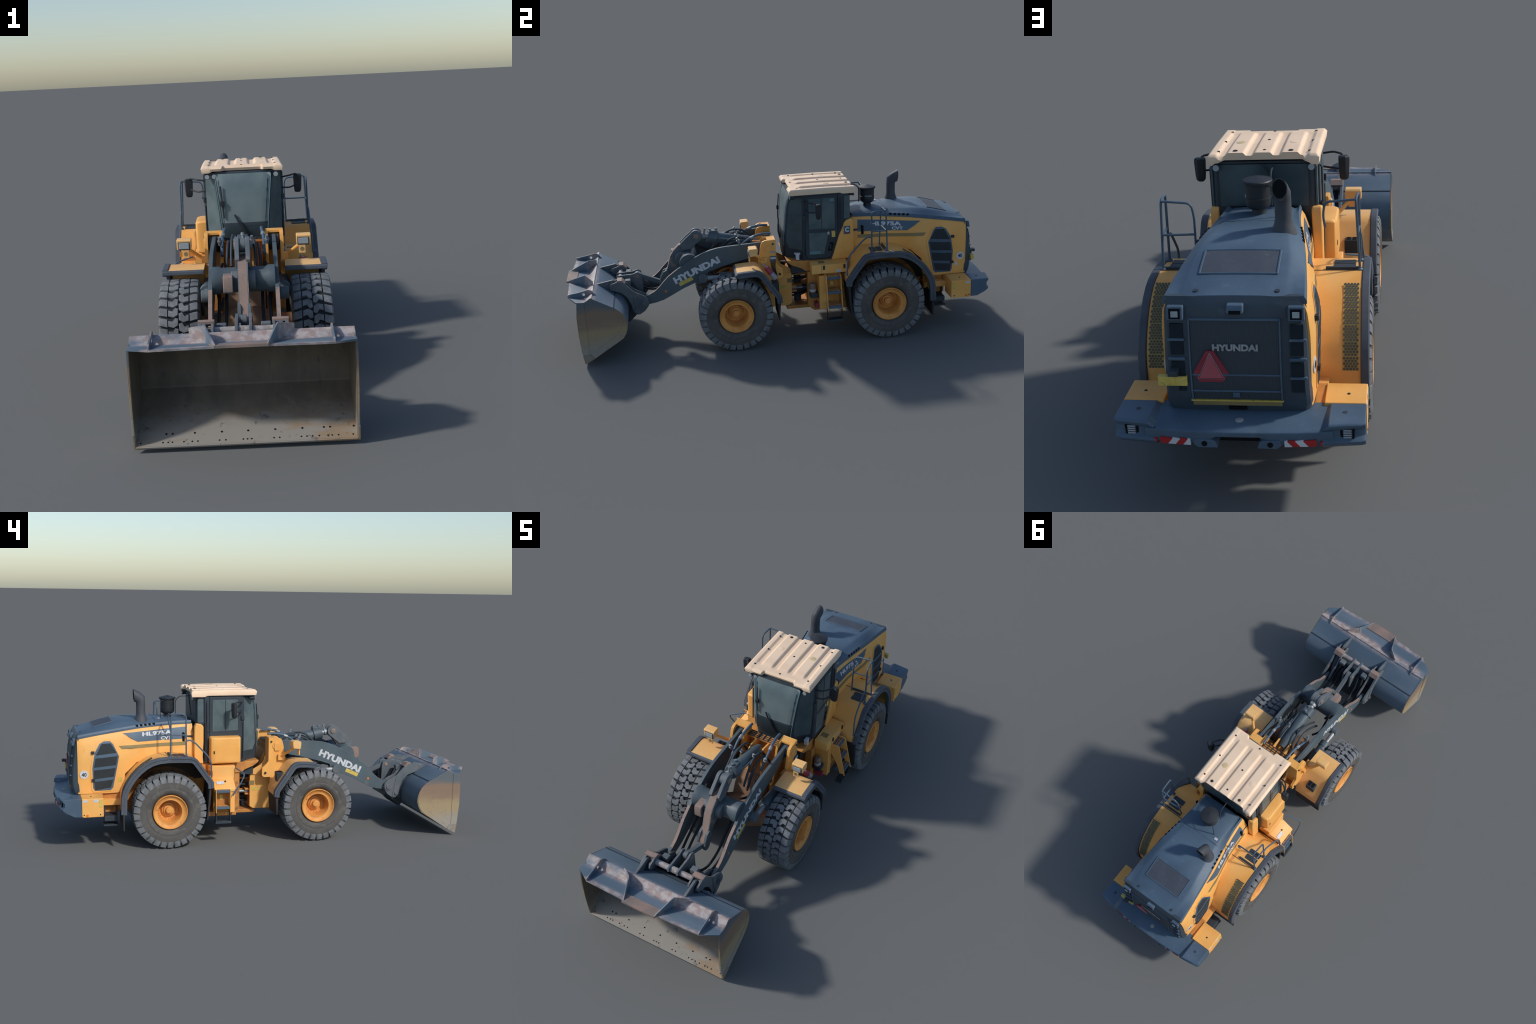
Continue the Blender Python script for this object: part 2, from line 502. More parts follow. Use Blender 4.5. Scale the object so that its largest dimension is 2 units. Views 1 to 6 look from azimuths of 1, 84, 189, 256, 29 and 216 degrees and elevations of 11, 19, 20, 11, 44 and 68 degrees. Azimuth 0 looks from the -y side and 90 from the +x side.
def tread_mesh(npitch=30):
    """four rows of blocks: slanted shoulder lugs that wrap onto the sidewall, and S-linked centre blocks"""
    bm = bm_new()
    pitch = 2 * pi / npitch
    def rad(x):
        a = abs(x) / W2
        return RT - 0.0035 * a ** 2.5 - (0.010 * max(0, a - 0.86) / 0.14)
    def block(pts, depth=0.015, sub=1):
        # pts: outline in (x, angle in pitches)
        cx = sum(p[0] for p in pts) / len(pts)
        ct = sum(p[1] for p in pts) / len(pts)
        def P(p, r, k=1.0):
            x, t = cx + (p[0] - cx) * k, (ct + (p[1] - ct) * k) * pitch
            rr = rad(x) + r
            return (x, rr * sin(t), rr * cos(t))
        low = add_ring(bm, [P(p, -depth, 1.08) for p in pts])
        mid = add_ring(bm, [P(p, -0.0015, 1.0) for p in pts])
        top = add_ring(bm, [P(p, 0, 0.92) for p in pts])
        bridge(bm, low, mid)
        bridge(bm, mid, top)
        bm.faces.new(top)
    for i in range(npitch):
        for s in (1, -1):
            k = i + (0.0 if s > 0 else 0.5)
            # centre block: hexagon-like with a tail towards the middle line
            block([(s * 0.0005, k + 0.00), (s * 0.0025, k + 0.66), (s * 0.017, k + 0.88), (s * 0.0350, k + 0.74),
                   (s * 0.0355, k + 0.16), (s * 0.0205, k + 0.27), (s * 0.012, k - 0.10)])
            # shoulder lug, leaning, with a flank that runs down the sidewall
            a, b = k + 0.04, k + 0.78
            prof = [(0.0385, 0), (0.054, 0), (0.0645, -0.0015), (0.0695, -0.011), (0.0712, -0.026)]
            lean = [0.0, 0.12, 0.17, 0.18, 0.18]
            rows = []
            for (x, dz), ln in zip(prof, lean):
                row = []
                for t, f in ((a, 1), (b, 1)):
                    tt = (t - ln * 1.0) * pitch
                    rr = (rad(min(x, 0.062)) if dz > -0.005 else RT - 0.006) + dz
                    row.append((s * x, rr * sin(tt), rr * cos(tt)))
                rows.append(row)
            tops = [[bm.verts.new(p) for p in row] for row in rows]
            lows = []
            for (x, dz), ln, row in zip(prof, lean, rows):
                rr_ = []
                for p, t in zip(row, (a - 0.06, b + 0.06)):
                    tt = (t - ln) * pitch
                    r0 = sqrt(p[1] ** 2 + p[2] ** 2)
                    if x < 0.066:
                        r1, xx = r0 - 0.015, x
                    else:
                        r1, xx = r0 - 0.006, x - 0.009
                    rr_.append(bm.verts.new((s * xx, r1 * sin(tt), r1 * cos(tt))))
                lows.append(rr_)
            for j in range(len(tops) - 1):
                bm.faces.new((tops[j][0], tops[j][1], tops[j + 1][1], tops[j + 1][0]))
                for e in (0, 1):
                    bm.faces.new((tops[j][e], tops[j + 1][e], lows[j + 1][e], lows[j][e]))
            bm.faces.new((tops[0][0], tops[0][1], lows[0][1], lows[0][0]))
            bm.faces.new((tops[-1][0], tops[-1][1], lows[-1][1], lows[-1][0]))
    return finish("tread_blocks", bm, TREAD, 30)

def rim_mesh():
    o = W2
    prof = [(o - 0.018, 0.0795), (o - 0.004, 0.0800), (o - 0.002, 0.0775), (o - 0.006, 0.0745), (o - 0.012, 0.0690), (o - 0.015, 0.0600),
            (o - 0.014, 0.0560), (o - 0.018, 0.0545), (o - 0.040, 0.0515), (o - 0.066, 0.0490), (o - 0.072, 0.0475), (o - 0.073, 0.036),
            (o - 0.066, 0.034), (o - 0.062, 0.031), (o - 0.061, 0.026), (o - 0.054, 0.024), (o - 0.053, 0.0175), (o - 0.053, 0.0001),
            (-o + 0.01, 0.0001), (-o + 0.01, 0.078)]
    return finish("rim", lathe_x(prof, 64), RIM)

def hub_cap_mesh():
    o = W2
    return finish("hub_cap", stack((o - 0.053, 0, 0), (1, 0, 0), [(0, 0.0155), (0.010, 0.0155), (0.012, 0.014), (0.013, 0.0115), (0.0135, 0.0115)], 32), RIM)

def bolt_mesh():
    return finish("wheel_bolt", stack((0, 0, 0), (1, 0, 0), [(0, 0.0024), (0.003, 0.0024), (0.0042, 0.0015)], 6), RIM)

def valve_lug():
    return finish("lock_ring_lug", box(-0.004, 0.002, -0.009, 0.009, -0.003, 0.003), RIM)

ME_TYRE, ME_TREAD, ME_RIM, ME_CAP, ME_BOLT, ME_LUG = tyre_mesh(), tread_mesh(), rim_mesh(), hub_cap_mesh(), bolt_mesh(), valve_lug()
XC = (XO + XI) / 2
for W0, y, zc, spin0 in ((MF, -0.22, 0.1728, 0.0), (MR, 0.495, 0.1722, 0.35)):
    for s in (1, -1):
        base = W0 @ Matrix.Translation((s * XC, y, zc)) @ (Matrix.Rotation(pi, 4, 'Z') if s < 0 else Matrix.Identity(4)) \
               @ Matrix.Rotation(spin0 + 0.3 * s, 4, 'X')
        hub = bpy.data.objects.new("wheel", None)
        COL.objects.link(hub)
        hub.parent = ROOT
        hub.matrix_basis = base
        WORLD[hub.name] = base
        place("tyre", ME_TYRE, base, hub)
        t = place("tread_blocks", ME_TREAD, base, hub)
        t["kind"] = "stuff"
        place("rim", ME_RIM, base, hub)
        place("hub_cap", ME_CAP, base, hub)
        place("lock_ring_lug", ME_LUG, base @ Matrix.Rotation(2.2 + s, 4, 'X') @ Matrix.Translation((W2 - 0.012, 0, 0.064)), hub)
        for k in range(20):
            a = 2 * pi * k / 20
            place("wheel_bolt", ME_BOLT, base @ Matrix.Translation((W2 - 0.073, 0.0420 * cos(a), 0.0435 * sin(a))), hub)

# ================================================================== BUCKET
MB = MF @ Matrix.Translation((-0.003, 0, 0))
SHELL = [(-0.921, 0.0115), (-0.882, 0.0325), (-0.755, 0.113), (-0.736, 0.132), (-0.723, 0.157), (-0.718, 0.186), (-0.723, 0.213),
         (-0.737, 0.242), (-0.760, 0.266), (-0.785, 0.281), (-0.812, 0.296), (-0.870, 0.328)]
def dense(path, n=3):
    p = smooth_path([(a, b, 0) for a, b in path], n)
    return [(v.x, v.y) for v in p]
SH = SHELL[:2] + dense(SHELL[1:-1], 8)[1:] + SHELL[-1:]
bucket = part("bucket", strip(SH, 0.0035, -0.3185, 0.3185, side=1), BUCKO, MB, ROOT)
def offset_path(path, d):
    P = [Vector(q) for q in path]
    out = []
    for i, q in enumerate(P):
        t = (P[min(i + 1, len(P) - 1)] - P[max(i - 1, 0)]).normalized()
        out.append((q.x - t.y * d, q.y + t.x * d))
    return out
part("bucket_lining", strip(offset_path(SH, 0.0030), 0.0045, -0.3172, 0.3172, side=1), BUCKI, MB, bucket)
SIDEW = SHELL + [(-0.900, 0.3115), (-0.934, 0.3110), (-0.941, 0.240), (-0.940, 0.150), (-0.934, 0.070), (-0.926, 0.030)]
def shrink(poly, d):
    cx = sum(p[0] for p in poly) / len(poly)
    cy = sum(p[1] for p in poly) / len(poly)
    return [(cx + (p[0] - cx) * (1 - d), cy + (p[1] - cy) * (1 - d)) for p in poly]
SD = [SHELL[0]] + SH[1:] + SIDEW[len(SHELL):]
for s in (1, -1):
    part("bucket_cheek", flip(prism(SD, 0.3170, 0.3208), s), BUCKS, MB, bucket)
    part("cheek_lining", flip(prism(shrink(SD, 0.004), 0.3152, 0.3171), s), BUCKI, MB, bucket)
    band = [(-0.878, 0.034), (-0.757, 0.1135), (-0.738, 0.133), (-0.7255, 0.158), (-0.7205, 0.186), (-0.728, 0.213), (-0.742, 0.195),
            (-0.748, 0.165), (-0.768, 0.142), (-0.898, 0.057)]
    part("wear_strip", flip(prism(band, 0.3203, 0.3228), s), BUCKS, MB, bucket, bevel=0.0008)
    edge = [(-0.901, 0.310), (-0.934, 0.310), (-0.941, 0.240), (-0.940, 0.150), (-0.931, 0.055), (-0.901, 0.055)]
    part("cheek_cutter", flip(prism(edge, 0.3203, 0.3228), s), BUCKS, MB, bucket, bevel=0.0008)
    corner = [(-0.924, 0.0095), (-0.880, 0.0325), (-0.892, 0.056), (-0.932, 0.056)]
    part("edge_shoe", flip(prism(corner, 0.3175, 0.3240), s), BUCKI, MB, bucket, bevel=0.001)
# cutting edge
part("cutting_edge", strip([(-0.9245, 0.0095), (-0.880, 0.0325)], 0.0070, -0.3172, 0.3172, side=1), BUCKI, MB, bucket, bevel=0.0012)
# spill lip: crest - valley - front edge, deepest in the middle
def lip_edge(x):
    a = abs(x)
    pts = [(0.0, -0.9855, 0.3235), (0.073, -0.985, 0.3230), (0.256, -0.9770, 0.3190), (0.3205, -0.936, 0.3125)]
    for (a0, y0, z0), (a1, y1, z1) in zip(pts, pts[1:]):
        if a <= a1 + 1e-9:
            t = (a - a0) / (a1 - a0)
            return y0 + (y1 - y0) * t, z0 + (z1 - z0) * t
    return pts[-1][1:]
rings = []
for x in (-0.3205, -0.29, -0.256, -0.20, -0.14, -0.073, 0.0, 0.073, 0.14, 0.20, 0.256, 0.29, 0.3205):
    ey, ez = lip_edge(x)
    top = [(-0.866, 0.3300), (-0.872, 0.3300), (-0.900, 0.3105), (ey, ez), (ey, ez - 0.006), (ey + 0.004, ez - 0.006), (ey + 0.006, ez - 0.005),
           (-0.900, 0.3055), (-0.870, 0.3245)]
    rings.append([(x, *p) for p in top])
part("spill_lip", loft(rings), BUCKO, MB, bucket)
ctr_lip = [(-0.090, -0.952), (-0.074, -0.998), (0.074, -0.998), (0.090, -0.952)]
part("lip_plate", loft([[(x, y, 0.3185 + (y + 0.952) * -0.15 + dz) for x, y in ctr_lip] for dz in (-0.004, 0.0035)]), RUST, MB, bucket)
hole = circle((-0.905, 0.326), 0.0065, 14)
for s in (1, -1):
    g = [(-0.977, 0.315), (-0.977, 0.329), (-0.925, 0.337), (-0.884, 0.347), (-0.868, 0.341), (-0.848, 0.315), (-0.868, 0.326), (-0.900, 0.308)]
    part("lip_gusset", flip(prism(g, 0.253, 0.2575, holes=[hole]), s), BUCKO, MB, bucket)
    # inner gusset, folded: a raking web that turns outwards at its peak
    t = 0.004
    bm = bm_new()
    prof = [((0.073, -0.992), 0.320, 0.328), ((0.104, -0.906), 0.310, 0.362), ((0.150, -0.872), 0.326, 0.348)]
    for (xy0, b0, t0), (xy1, b1, t1) in zip(prof, prof[1:]):
        d = Vector((xy1[0] - xy0[0], xy1[1] - xy0[1])).normalized()
        nrm = Vector((-d.y, d.x)) * t
        fr = [(xy0[0], xy0[1], b0), (xy1[0], xy1[1], b1), (xy1[0], xy1[1], t1), (xy0[0], xy0[1], t0)]
        loft([fr, [(p[0] + nrm.x, p[1] + nrm.y, p[2]) for p in fr]], bm=bm)
    part("lip_gusset", flip(bm, s), BUCKO, MB, bucket)
    # weld-on hook plates that the coupler grips
    hk = [(-0.858, 0.318), (-0.778, 0.333), (-0.762, 0.322), (-0.756, 0.306), (-0.766, 0.296), (-0.780, 0.290), (-0.790, 0.280), (-0.82, 0.296)]
    part("coupler_hook", flip(prism(hk, 0.108, 0.119), s), WORN, MB, bucket, bevel=0.001)
    rib = [(-0.815, 0.292), (-0.760, 0.262), (-0.735, 0.235), (-0.722, 0.205), (-0.716, 0.18), (-0.722, 0.15), (-0.700, 0.148), (-0.692, 0.185),
           (-0.705, 0.225), (-0.735, 0.265), (-0.785, 0.294)]
    part("stiffening_rib", flip(prism(rib, 0.098, 0.112), s), DARK, MB, bucket, bevel=0.001)
part("weld_seam", strip([(-0.772, 0.2755), (-0.776, 0.2775)], 0.001, -0.318, 0.318, side=-1), DARK, MB, bucket)
ad = [(-0.742, 0.125), (-0.724, 0.098), (-0.684, 0.136), (-0.640, 0.158), (-0.660, 0.196), (-0.712, 0.190)]
part("stop_bracket", prism(ad, -0.085, 0.085), DARK, MB, bucket, bevel=0.002)
# bolt heads on the floor near the edge, in uneven groups as on the machine
fd = Vector((0, 0.0445, 0.0230)).normalized()
nrm = Vector((0, -fd.z, fd.y))
ME_FB = finish("edge_bolt", stack((0, 0, 0), nrm, [(-0.002, 0.0028), (0.0008, 0.0028), (0.0010, 0.0018)], 10), NEARBLACK)
def floor_pt(x, t):
    p = Vector((x, -0.9245, 0.0095)) + fd * t + nrm * 0.0072
    return p
row1 = [-0.304, -0.240, -0.225, -0.213, -0.180, -0.156, -0.140, -0.078, -0.060, 0.002 - 0.012, 0.002, 0.014, 0.078, 0.094, 0.156, 0.172, 0.188, 0.207, 0.232, 0.244, 0.262, 0.304]
for x in row1:
    place("edge_bolt", ME_FB, MB @ Matrix.Translation(floor_pt(x, 0.016)), bucket)
for x in (-0.232, -0.214, -0.15, -0.072, 0.004, 0.082, 0.160, 0.222, 0.240, 0.308):
    place("edge_bolt", ME_FB, MB @ Matrix.Translation(floor_pt(x, 0.046) + nrm * 0.0020), bucket)

# ================================================================== QUICK COUPLER
cp = [(-0.800, 0.306), (-0.790, 0.318), (-0.769, 0.324), (-0.757, 0.330), (-0.742, 0.329), (-0.730, 0.319), (-0.717, 0.306), (-0.686, 0.272),
      (-0.642, 0.250), (-0.622, 0.232), (-0.617, 0.212), (-0.624, 0.195), (-0.640, 0.174), (-0.665, 0.157), (-0.682, 0.157), (-0.698, 0.173),
      (-0.702, 0.204), (-0.718, 0.245), (-0.745, 0.272), (-0.774, 0.282), (-0.792, 0.289)]
coupler = part("quick_coupler", prism(cp, 0.124, 0.1345), WORN, MF, ROOT, bevel=0.0015)
part("coupler_plate", prism(cp, -0.1345, -0.124), WORN, MF, coupler, bevel=0.0015)
for s in (1, -1):
    part("coupler_plate", flip(prism(cp, 0.087, 0.0955), s), WORN, MF, coupler, bevel=0.0015)
    part("coupler_hook_cap", flip(prism([(-0.760, 0.324), (-0.741, 0.326), (-0.728, 0.3105), (-0.722, 0.316), (-0.738, 0.3335), (-0.760, 0.3335)], 0.086, 0.1355), s), RUST, MF, coupler, bevel=0.001)
    part("coupler_pin", flip(cyl((0.085, -0.641, 0.214), (0.143, -0.641, 0.214), 0.0125), s), WORN, MF, coupler, bevel=0.0015)
    part("pin_boss", flip(prism(circle((-0.641, 0.214), 0.021, 20), 0.1345, 0.1385), s), WORN, MF, coupler, bevel=0.001)
    part("locking_pin", flip(cyl((0.09, -0.684, 0.180), (0.141, -0.684, 0.180), 0.009), s), WORN, MF, coupler, bevel=0.001)
    part("coupler_stiffener", flip(prism([(-0.690, 0.268), (-0.682, 0.268), (-0.664, 0.163), (-0.672, 0.160), (-0.690, 0.225)], 0.1340, 0.1370), s), WORN, MF, coupler, bevel=0.0008)
    ctr = [(-0.772, 0.300), (-0.765, 0.318), (-0.690, 0.322), (-0.668, 0.330), (-0.652, 0.322), (-0.647, 0.300), (-0.645, 0.230), (-0.660, 0.225), (-0.700, 0.268), (-0.745, 0.284)]
    part("link_bracket", flip(prism(ctr, 0.0165, 0.0255), s), WORN, MF, coupler, bevel=0.0012)
    part("hose_block", flip(box(0.052, 0.082, -0.726, -0.700, 0.288, 0.312), s), WORN, MF, coupler, bevel=0.003)
part("cross_bar", stack((-0.125, -0.751, 0.300), (1, 0, 0), [(0, 0.0128), (0.100, 0.0128), (0.1005, 0.0138), (0.1495, 0.0138), (0.150, 0.012), (0.250, 0.012)], 24), BARE, MF, coupler)
part("cross_plate", prism([(-0.708, 0.215), (-0.698, 0.190), (-0.655, 0.168), (-0.640, 0.185), (-0.665, 0.226), (-0.700, 0.262), (-0.712, 0.250)], -0.09, 0.09), DARK, MF, coupler, bevel=0.002)
part("link_pin", cyl((-0.028, -0.668, 0.309), (0.028, -0.668, 0.309), 0.009), RUST, MF, coupler)

# ================================================================== BOOM
top = [(-0.045, 0.466), (-0.110, 0.463), (-0.177, 0.459), (-0.250, 0.455), (-0.290, 0.450), (-0.320, 0.443), (-0.356, 0.431), (-0.411, 0.404),
       (-0.475, 0.362), (-0.520, 0.329), (-0.545, 0.304), (-0.566, 0.280), (-0.590, 0.259), (-0.618, 0.245), (-0.640, 0.239)]
tip = arc((-0.641, 0.214), 0.0245, 95, 265, 9)
bot = [(-0.615, 0.199), (-0.588, 0.203), (-0.550, 0.214), (-0.510, 0.234), (-0.453, 0.264), (-0.400, 0.286), (-0.378, 0.292)]
lobe = arc((-0.359, 0.315), 0.0235, 245, 380, 9)[:-1]
lobe = [(y, z) for y, z in lobe if not (z > 0.322 and y > -0.345)]
bot2 = [(-0.333, 0.3365), (-0.283, 0.353), (-0.209, 0.373), (-0.131, 0.390), (-0.072, 0.408)]
rear = arc((-0.047, 0.436), 0.030, -125, 85, 10)
arm = top + tip + bot + lobe + bot2 + rear
boom = part("lift_arm", prism(arm, 0.103, 0.1165), BOOM, MF, ROOT, bevel=0.0012)
part("lift_arm", prism(arm, -0.1165, -0.103), BOOM, MF, ROOT, bevel=0.0012)
part("cross_tube", stack((-0.104, -0.418, 0.380), (1, 0, 0), [(0, 0.046), (0.022, 0.046), (0.030, 0.042), (0.178, 0.042), (0.186, 0.046), (0.208, 0.046)], 32), BOOM, MF, ROOT)
for s in (1, -1):
    part("cylinder_boss", flip(stack((0.1165, -0.359, 0.315), (1, 0, 0), [(0, 0.020), (0.004, 0.020), (0.005, 0.018)], 24), s), WORN, MF, boom)
    part("arm_pivot_boss", flip(stack((0.092, -0.047, 0.436), (1, 0, 0), [(0, 0.030), (0.036, 0.030)], 28), s), DARK, MF, boom)
    part("arm_reflector", flip(stack((0.1163, -0.5375, 0.256), (1, 0, 0), [(0, 0.0058), (0.0012, 0.0055), (0.0016, 0.004)], 16), s), AMBER, MF, boom)
    # top and bottom rusty edge liners
    part("worn_edge", flip(strip([(y, z) for y, z in top[8:14]], 0.0006, 0.1035, 0.116, side=-1), s), RUST, MF, boom)
    # makers name on the outer face, running uphill to the cab
    d = Vector((0, -0.2145, -0.0955)) if s < 0 else Vector((0, 0.2145, 0.0915))
    d.normalize()
    cy, cz = -0.3865, 0.3505
    nx = Vector((s, 0, 0))
    up = nx.cross(d)
    letters("maker_lettering", "HYUNDAI", (s * 0.1168, cy, cz), d, up, 0.236, 0.0345, WHITE, MF, boom, bold=0.055)
    a = Vector((s * 0.1166, -0.4500, 0.2905))
    d2 = Vector((0, -0.062, -0.0275)).normalized()
    u2 = Vector((0, -d2.z, d2.y))
    if u2.z < 0:
        u2 = -u2
    c0 = a
    if s > 0:
        c0 = Vector((s * 0.1166, -0.440, 0.2985))
        d2 = Vector((0, -0.064, -0.028)).normalized()
    decal("model_plate", [c0 + d2 * 0.035 + u2 * 0.009, c0 - d2 * 0.035 + u2 * 0.009, c0 - d2 * 0.035 - u2 * 0.009, c0 + d2 * 0.035 - u2 * 0.009], STICKER, MF, boom, n=(s, 0, 0), t=0.0004)

# bellcrank lever: forked eye on top, waist, forked foot
def bell_profile(grow=0.0):
    eye = (-0.377, 0.4875)
    foot = (-0.548, 0.258)
    p = arc(eye, 0.029, 20, 150, 8)
    p += [(-0.424, 0.484), (-0.462, 0.448), (-0.490, 0.420), (-0.506, 0.394), (-0.523, 0.335), (-0.556, 0.290)]
    p += arc(foot, 0.021, 130, 320, 8)
    p += [(-0.515, 0.285), (-0.490, 0.318), (-0.455, 0.338), (-0.420, 0.352), (-0.405, 0.385), (-0.404, 0.415), (-0.372, 0.456), (-0.347, 0.480)]
    return p
bell = part("bellcrank_lever", prism([p for p in bell_profile() if p[1] < 0.462 and p[1] > 0.268], -0.0165, 0.0145), RUST, MF, ROOT, bevel=0.002)
eye_poly = arc((-0.377, 0.4875), 0.029, -45, 150, 12) + [(-0.424, 0.484), (-0.455, 0.455), (-0.448, 0.425), (-0.410, 0.425), (-0.372, 0.455)]
foot_poly = arc((-0.548, 0.258), 0.021, 130, 320, 10) + [(-0.505, 0.300), (-0.520, 0.330), (-0.545, 0.318), (-0.562, 0.285)]
for s in (1, -1):
    part("lever_ear", flip(prism(eye_poly, 0.0105, 0.0255), s), WORN, MF, bell, bevel=0.002)
    part("lever_foot", flip(prism(foot_poly, 0.0105, 0.0215), s), WORN, MF, bell, bevel=0.0015)
    part("lever_web", flip(prism([p for p in bell_profile() if p[1] < 0.45 and p[1] > 0.275], 0.014, 0.0172), s), WORN, MF, bell, bevel=0.001)
    part("pivot_boss", flip(cyl((0.016, -0.452, 0.385), (0.040, -0.452, 0.385), 0.032, n=28), s), WORN, MF, bell, bevel=0.004)
    part("eye_pin", flip(stack((0.0255, -0.377, 0.4875), (1, 0, 0), [(0, 0.013), (0.003, 0.013), (0.004, 0.011)], 20), s), RUST, MF, bell)
part("lever_stop_block", prism([(-0.442, 0.409), (-0.498, 0.409), (-0.503, 0.398), (-0.503, 0.357), (-0.496, 0.352), (-0.455, 0.360)], -0.066, -0.034), RUST, MF, bell, bevel=0.003)
part("lever_stop_web", box(-0.036, -0.014, -0.490, -0.440, 0.365, 0.400), DARK, MF, bell)
# connecting link to the coupler
lk = [(-0.668, 0.309), (-0.548, 0.258)]
dl = Vector((0, 0.120, -0.051)).normalized()
ul = Vector((0, 0.051, 0.120)).normalized()
A, B = Vector((0, -0.668, 0.309)), Vector((0, -0.548, 0.258))
lp = []
for c, sgn in ((A, -1), (B, 1)):
    for i in range(9):
        a = pi / 2 + pi * i / 8
        lp.append(c + (dl * cos(a) * (1 if sgn < 0 else -1) + ul * sin(a) * (1 if sgn < 0 else -1)) * (0.0165 if sgn < 0 else 0.0155))
    lp.append(c + dl * (0.02 * -sgn) + ul * (-0.0105 if sgn < 0 else 0.0105))
lpoly = []
lpoly += [tuple((A + dl * cos(pi / 2 + pi * i / 8) * 0.0165 + ul * sin(pi / 2 + pi * i / 8) * 0.0165).yz) for i in range(9)]
lpoly += [tuple((A + dl * 0.022 - ul * 0.011).yz), tuple((B - dl * 0.022 - ul * 0.011).yz)]
lpoly += [tuple((B + dl * cos(-pi / 2 + pi * i / 8) * 0.0165 + ul * sin(-pi / 2 + pi * i / 8) * 0.0165).yz) for i in range(9)]
lpoly += [tuple((B - dl * 0.022 + ul * 0.011).yz), tuple((A + dl * 0.022 + ul * 0.011).yz)]
part("connecting_link", prism(lpoly, -0.0098, 0.0098), WORN, MF, ROOT, bevel=0.0025)

# tilt cylinder
P0, P1 = Vector((0.0, -0.085, 0.430)), Vector((0.0, -0.377, 0.4875))
dt = (P1 - P0).normalized()
LT = (P1 - P0).length
tc = part("tilt_cylinder", stack(P0, dt, [(0.0, 0.016), (0.02, 0.020), (0.045, 0.0255), (0.195, 0.0255), (0.197, 0.031), (0.238, 0.031), (0.241, 0.027)], 28), BOOM, MF, ROOT)
part("piston_rod", cyl(P0 + dt * 0.24, P1 - dt * 0.012, 0.0125), STEEL, MF, tc)
part("rod_eye", cyl((-0.0100, P1.y, P1.z), (0.0100, P1.y, P1.z), 0.024, n=28), WORN, MF, tc, bevel=0.001)
part("rod_clamp", cyl(P0 + dt * 0.255, P0 + dt * 0.268, 0.0165), STEEL, MF, tc, bevel=0.001)
part("rod_clamp_post", stack((0.002, -0.338, 0.492), (0, 0.25, 1), [(0, 0.0045), (0.022, 0.004), (0.023, 0.0065), (0.028, 0.0065)], 12), STEEL, MF, tc)
part("port_block", box(-0.018, 0.018, -0.312, -0.272, 0.488, 0.507), BOOM, MF, tc, bevel=0.003)
for y in (-0.308, -0.28):
    part("port_fitting", stack((0, y, 0.505), (0, 0, 1), [(0, 0.005), (0.006, 0.005), (0.006, 0.0065), (0.010, 0.0065)], 6), STEEL, MF, tc)
part("cylinder_pipe", tube(fillet_path([(0.020, -0.285, 0.475), (0.030, -0.260, 0.470), (0.030, -0.15, 0.450), (0.030, -0.10, 0.440)], 0.012), 0.005), BOOM, MF, tc)
# lift cylinders
for s in (1, -1):
    a, b = Vector((0.134, -0.359, 0.315)), Vector((0.134, -0.075, 0.300))
    dd = (b - a).normalized()
    c = part("lift_cylinder", flip(stack(a + dd * 0.078, dd, [(0, 0.024), (0.002, 0.0265), (0.030, 0.0265), (0.031, 0.0235), (0.22, 0.0235)], 24), s), BOOM, MF, ROOT)
    part("piston_rod", flip(cyl(a, a + dd * 0.085, 0.0115), s), STEEL, MF, c)
    part("rod_eye", flip(cyl((0.1205, a.y, a.z), (0.149, a.y, a.z), 0.0215, n=24), s), WORN, MF, c, bevel=0.003)

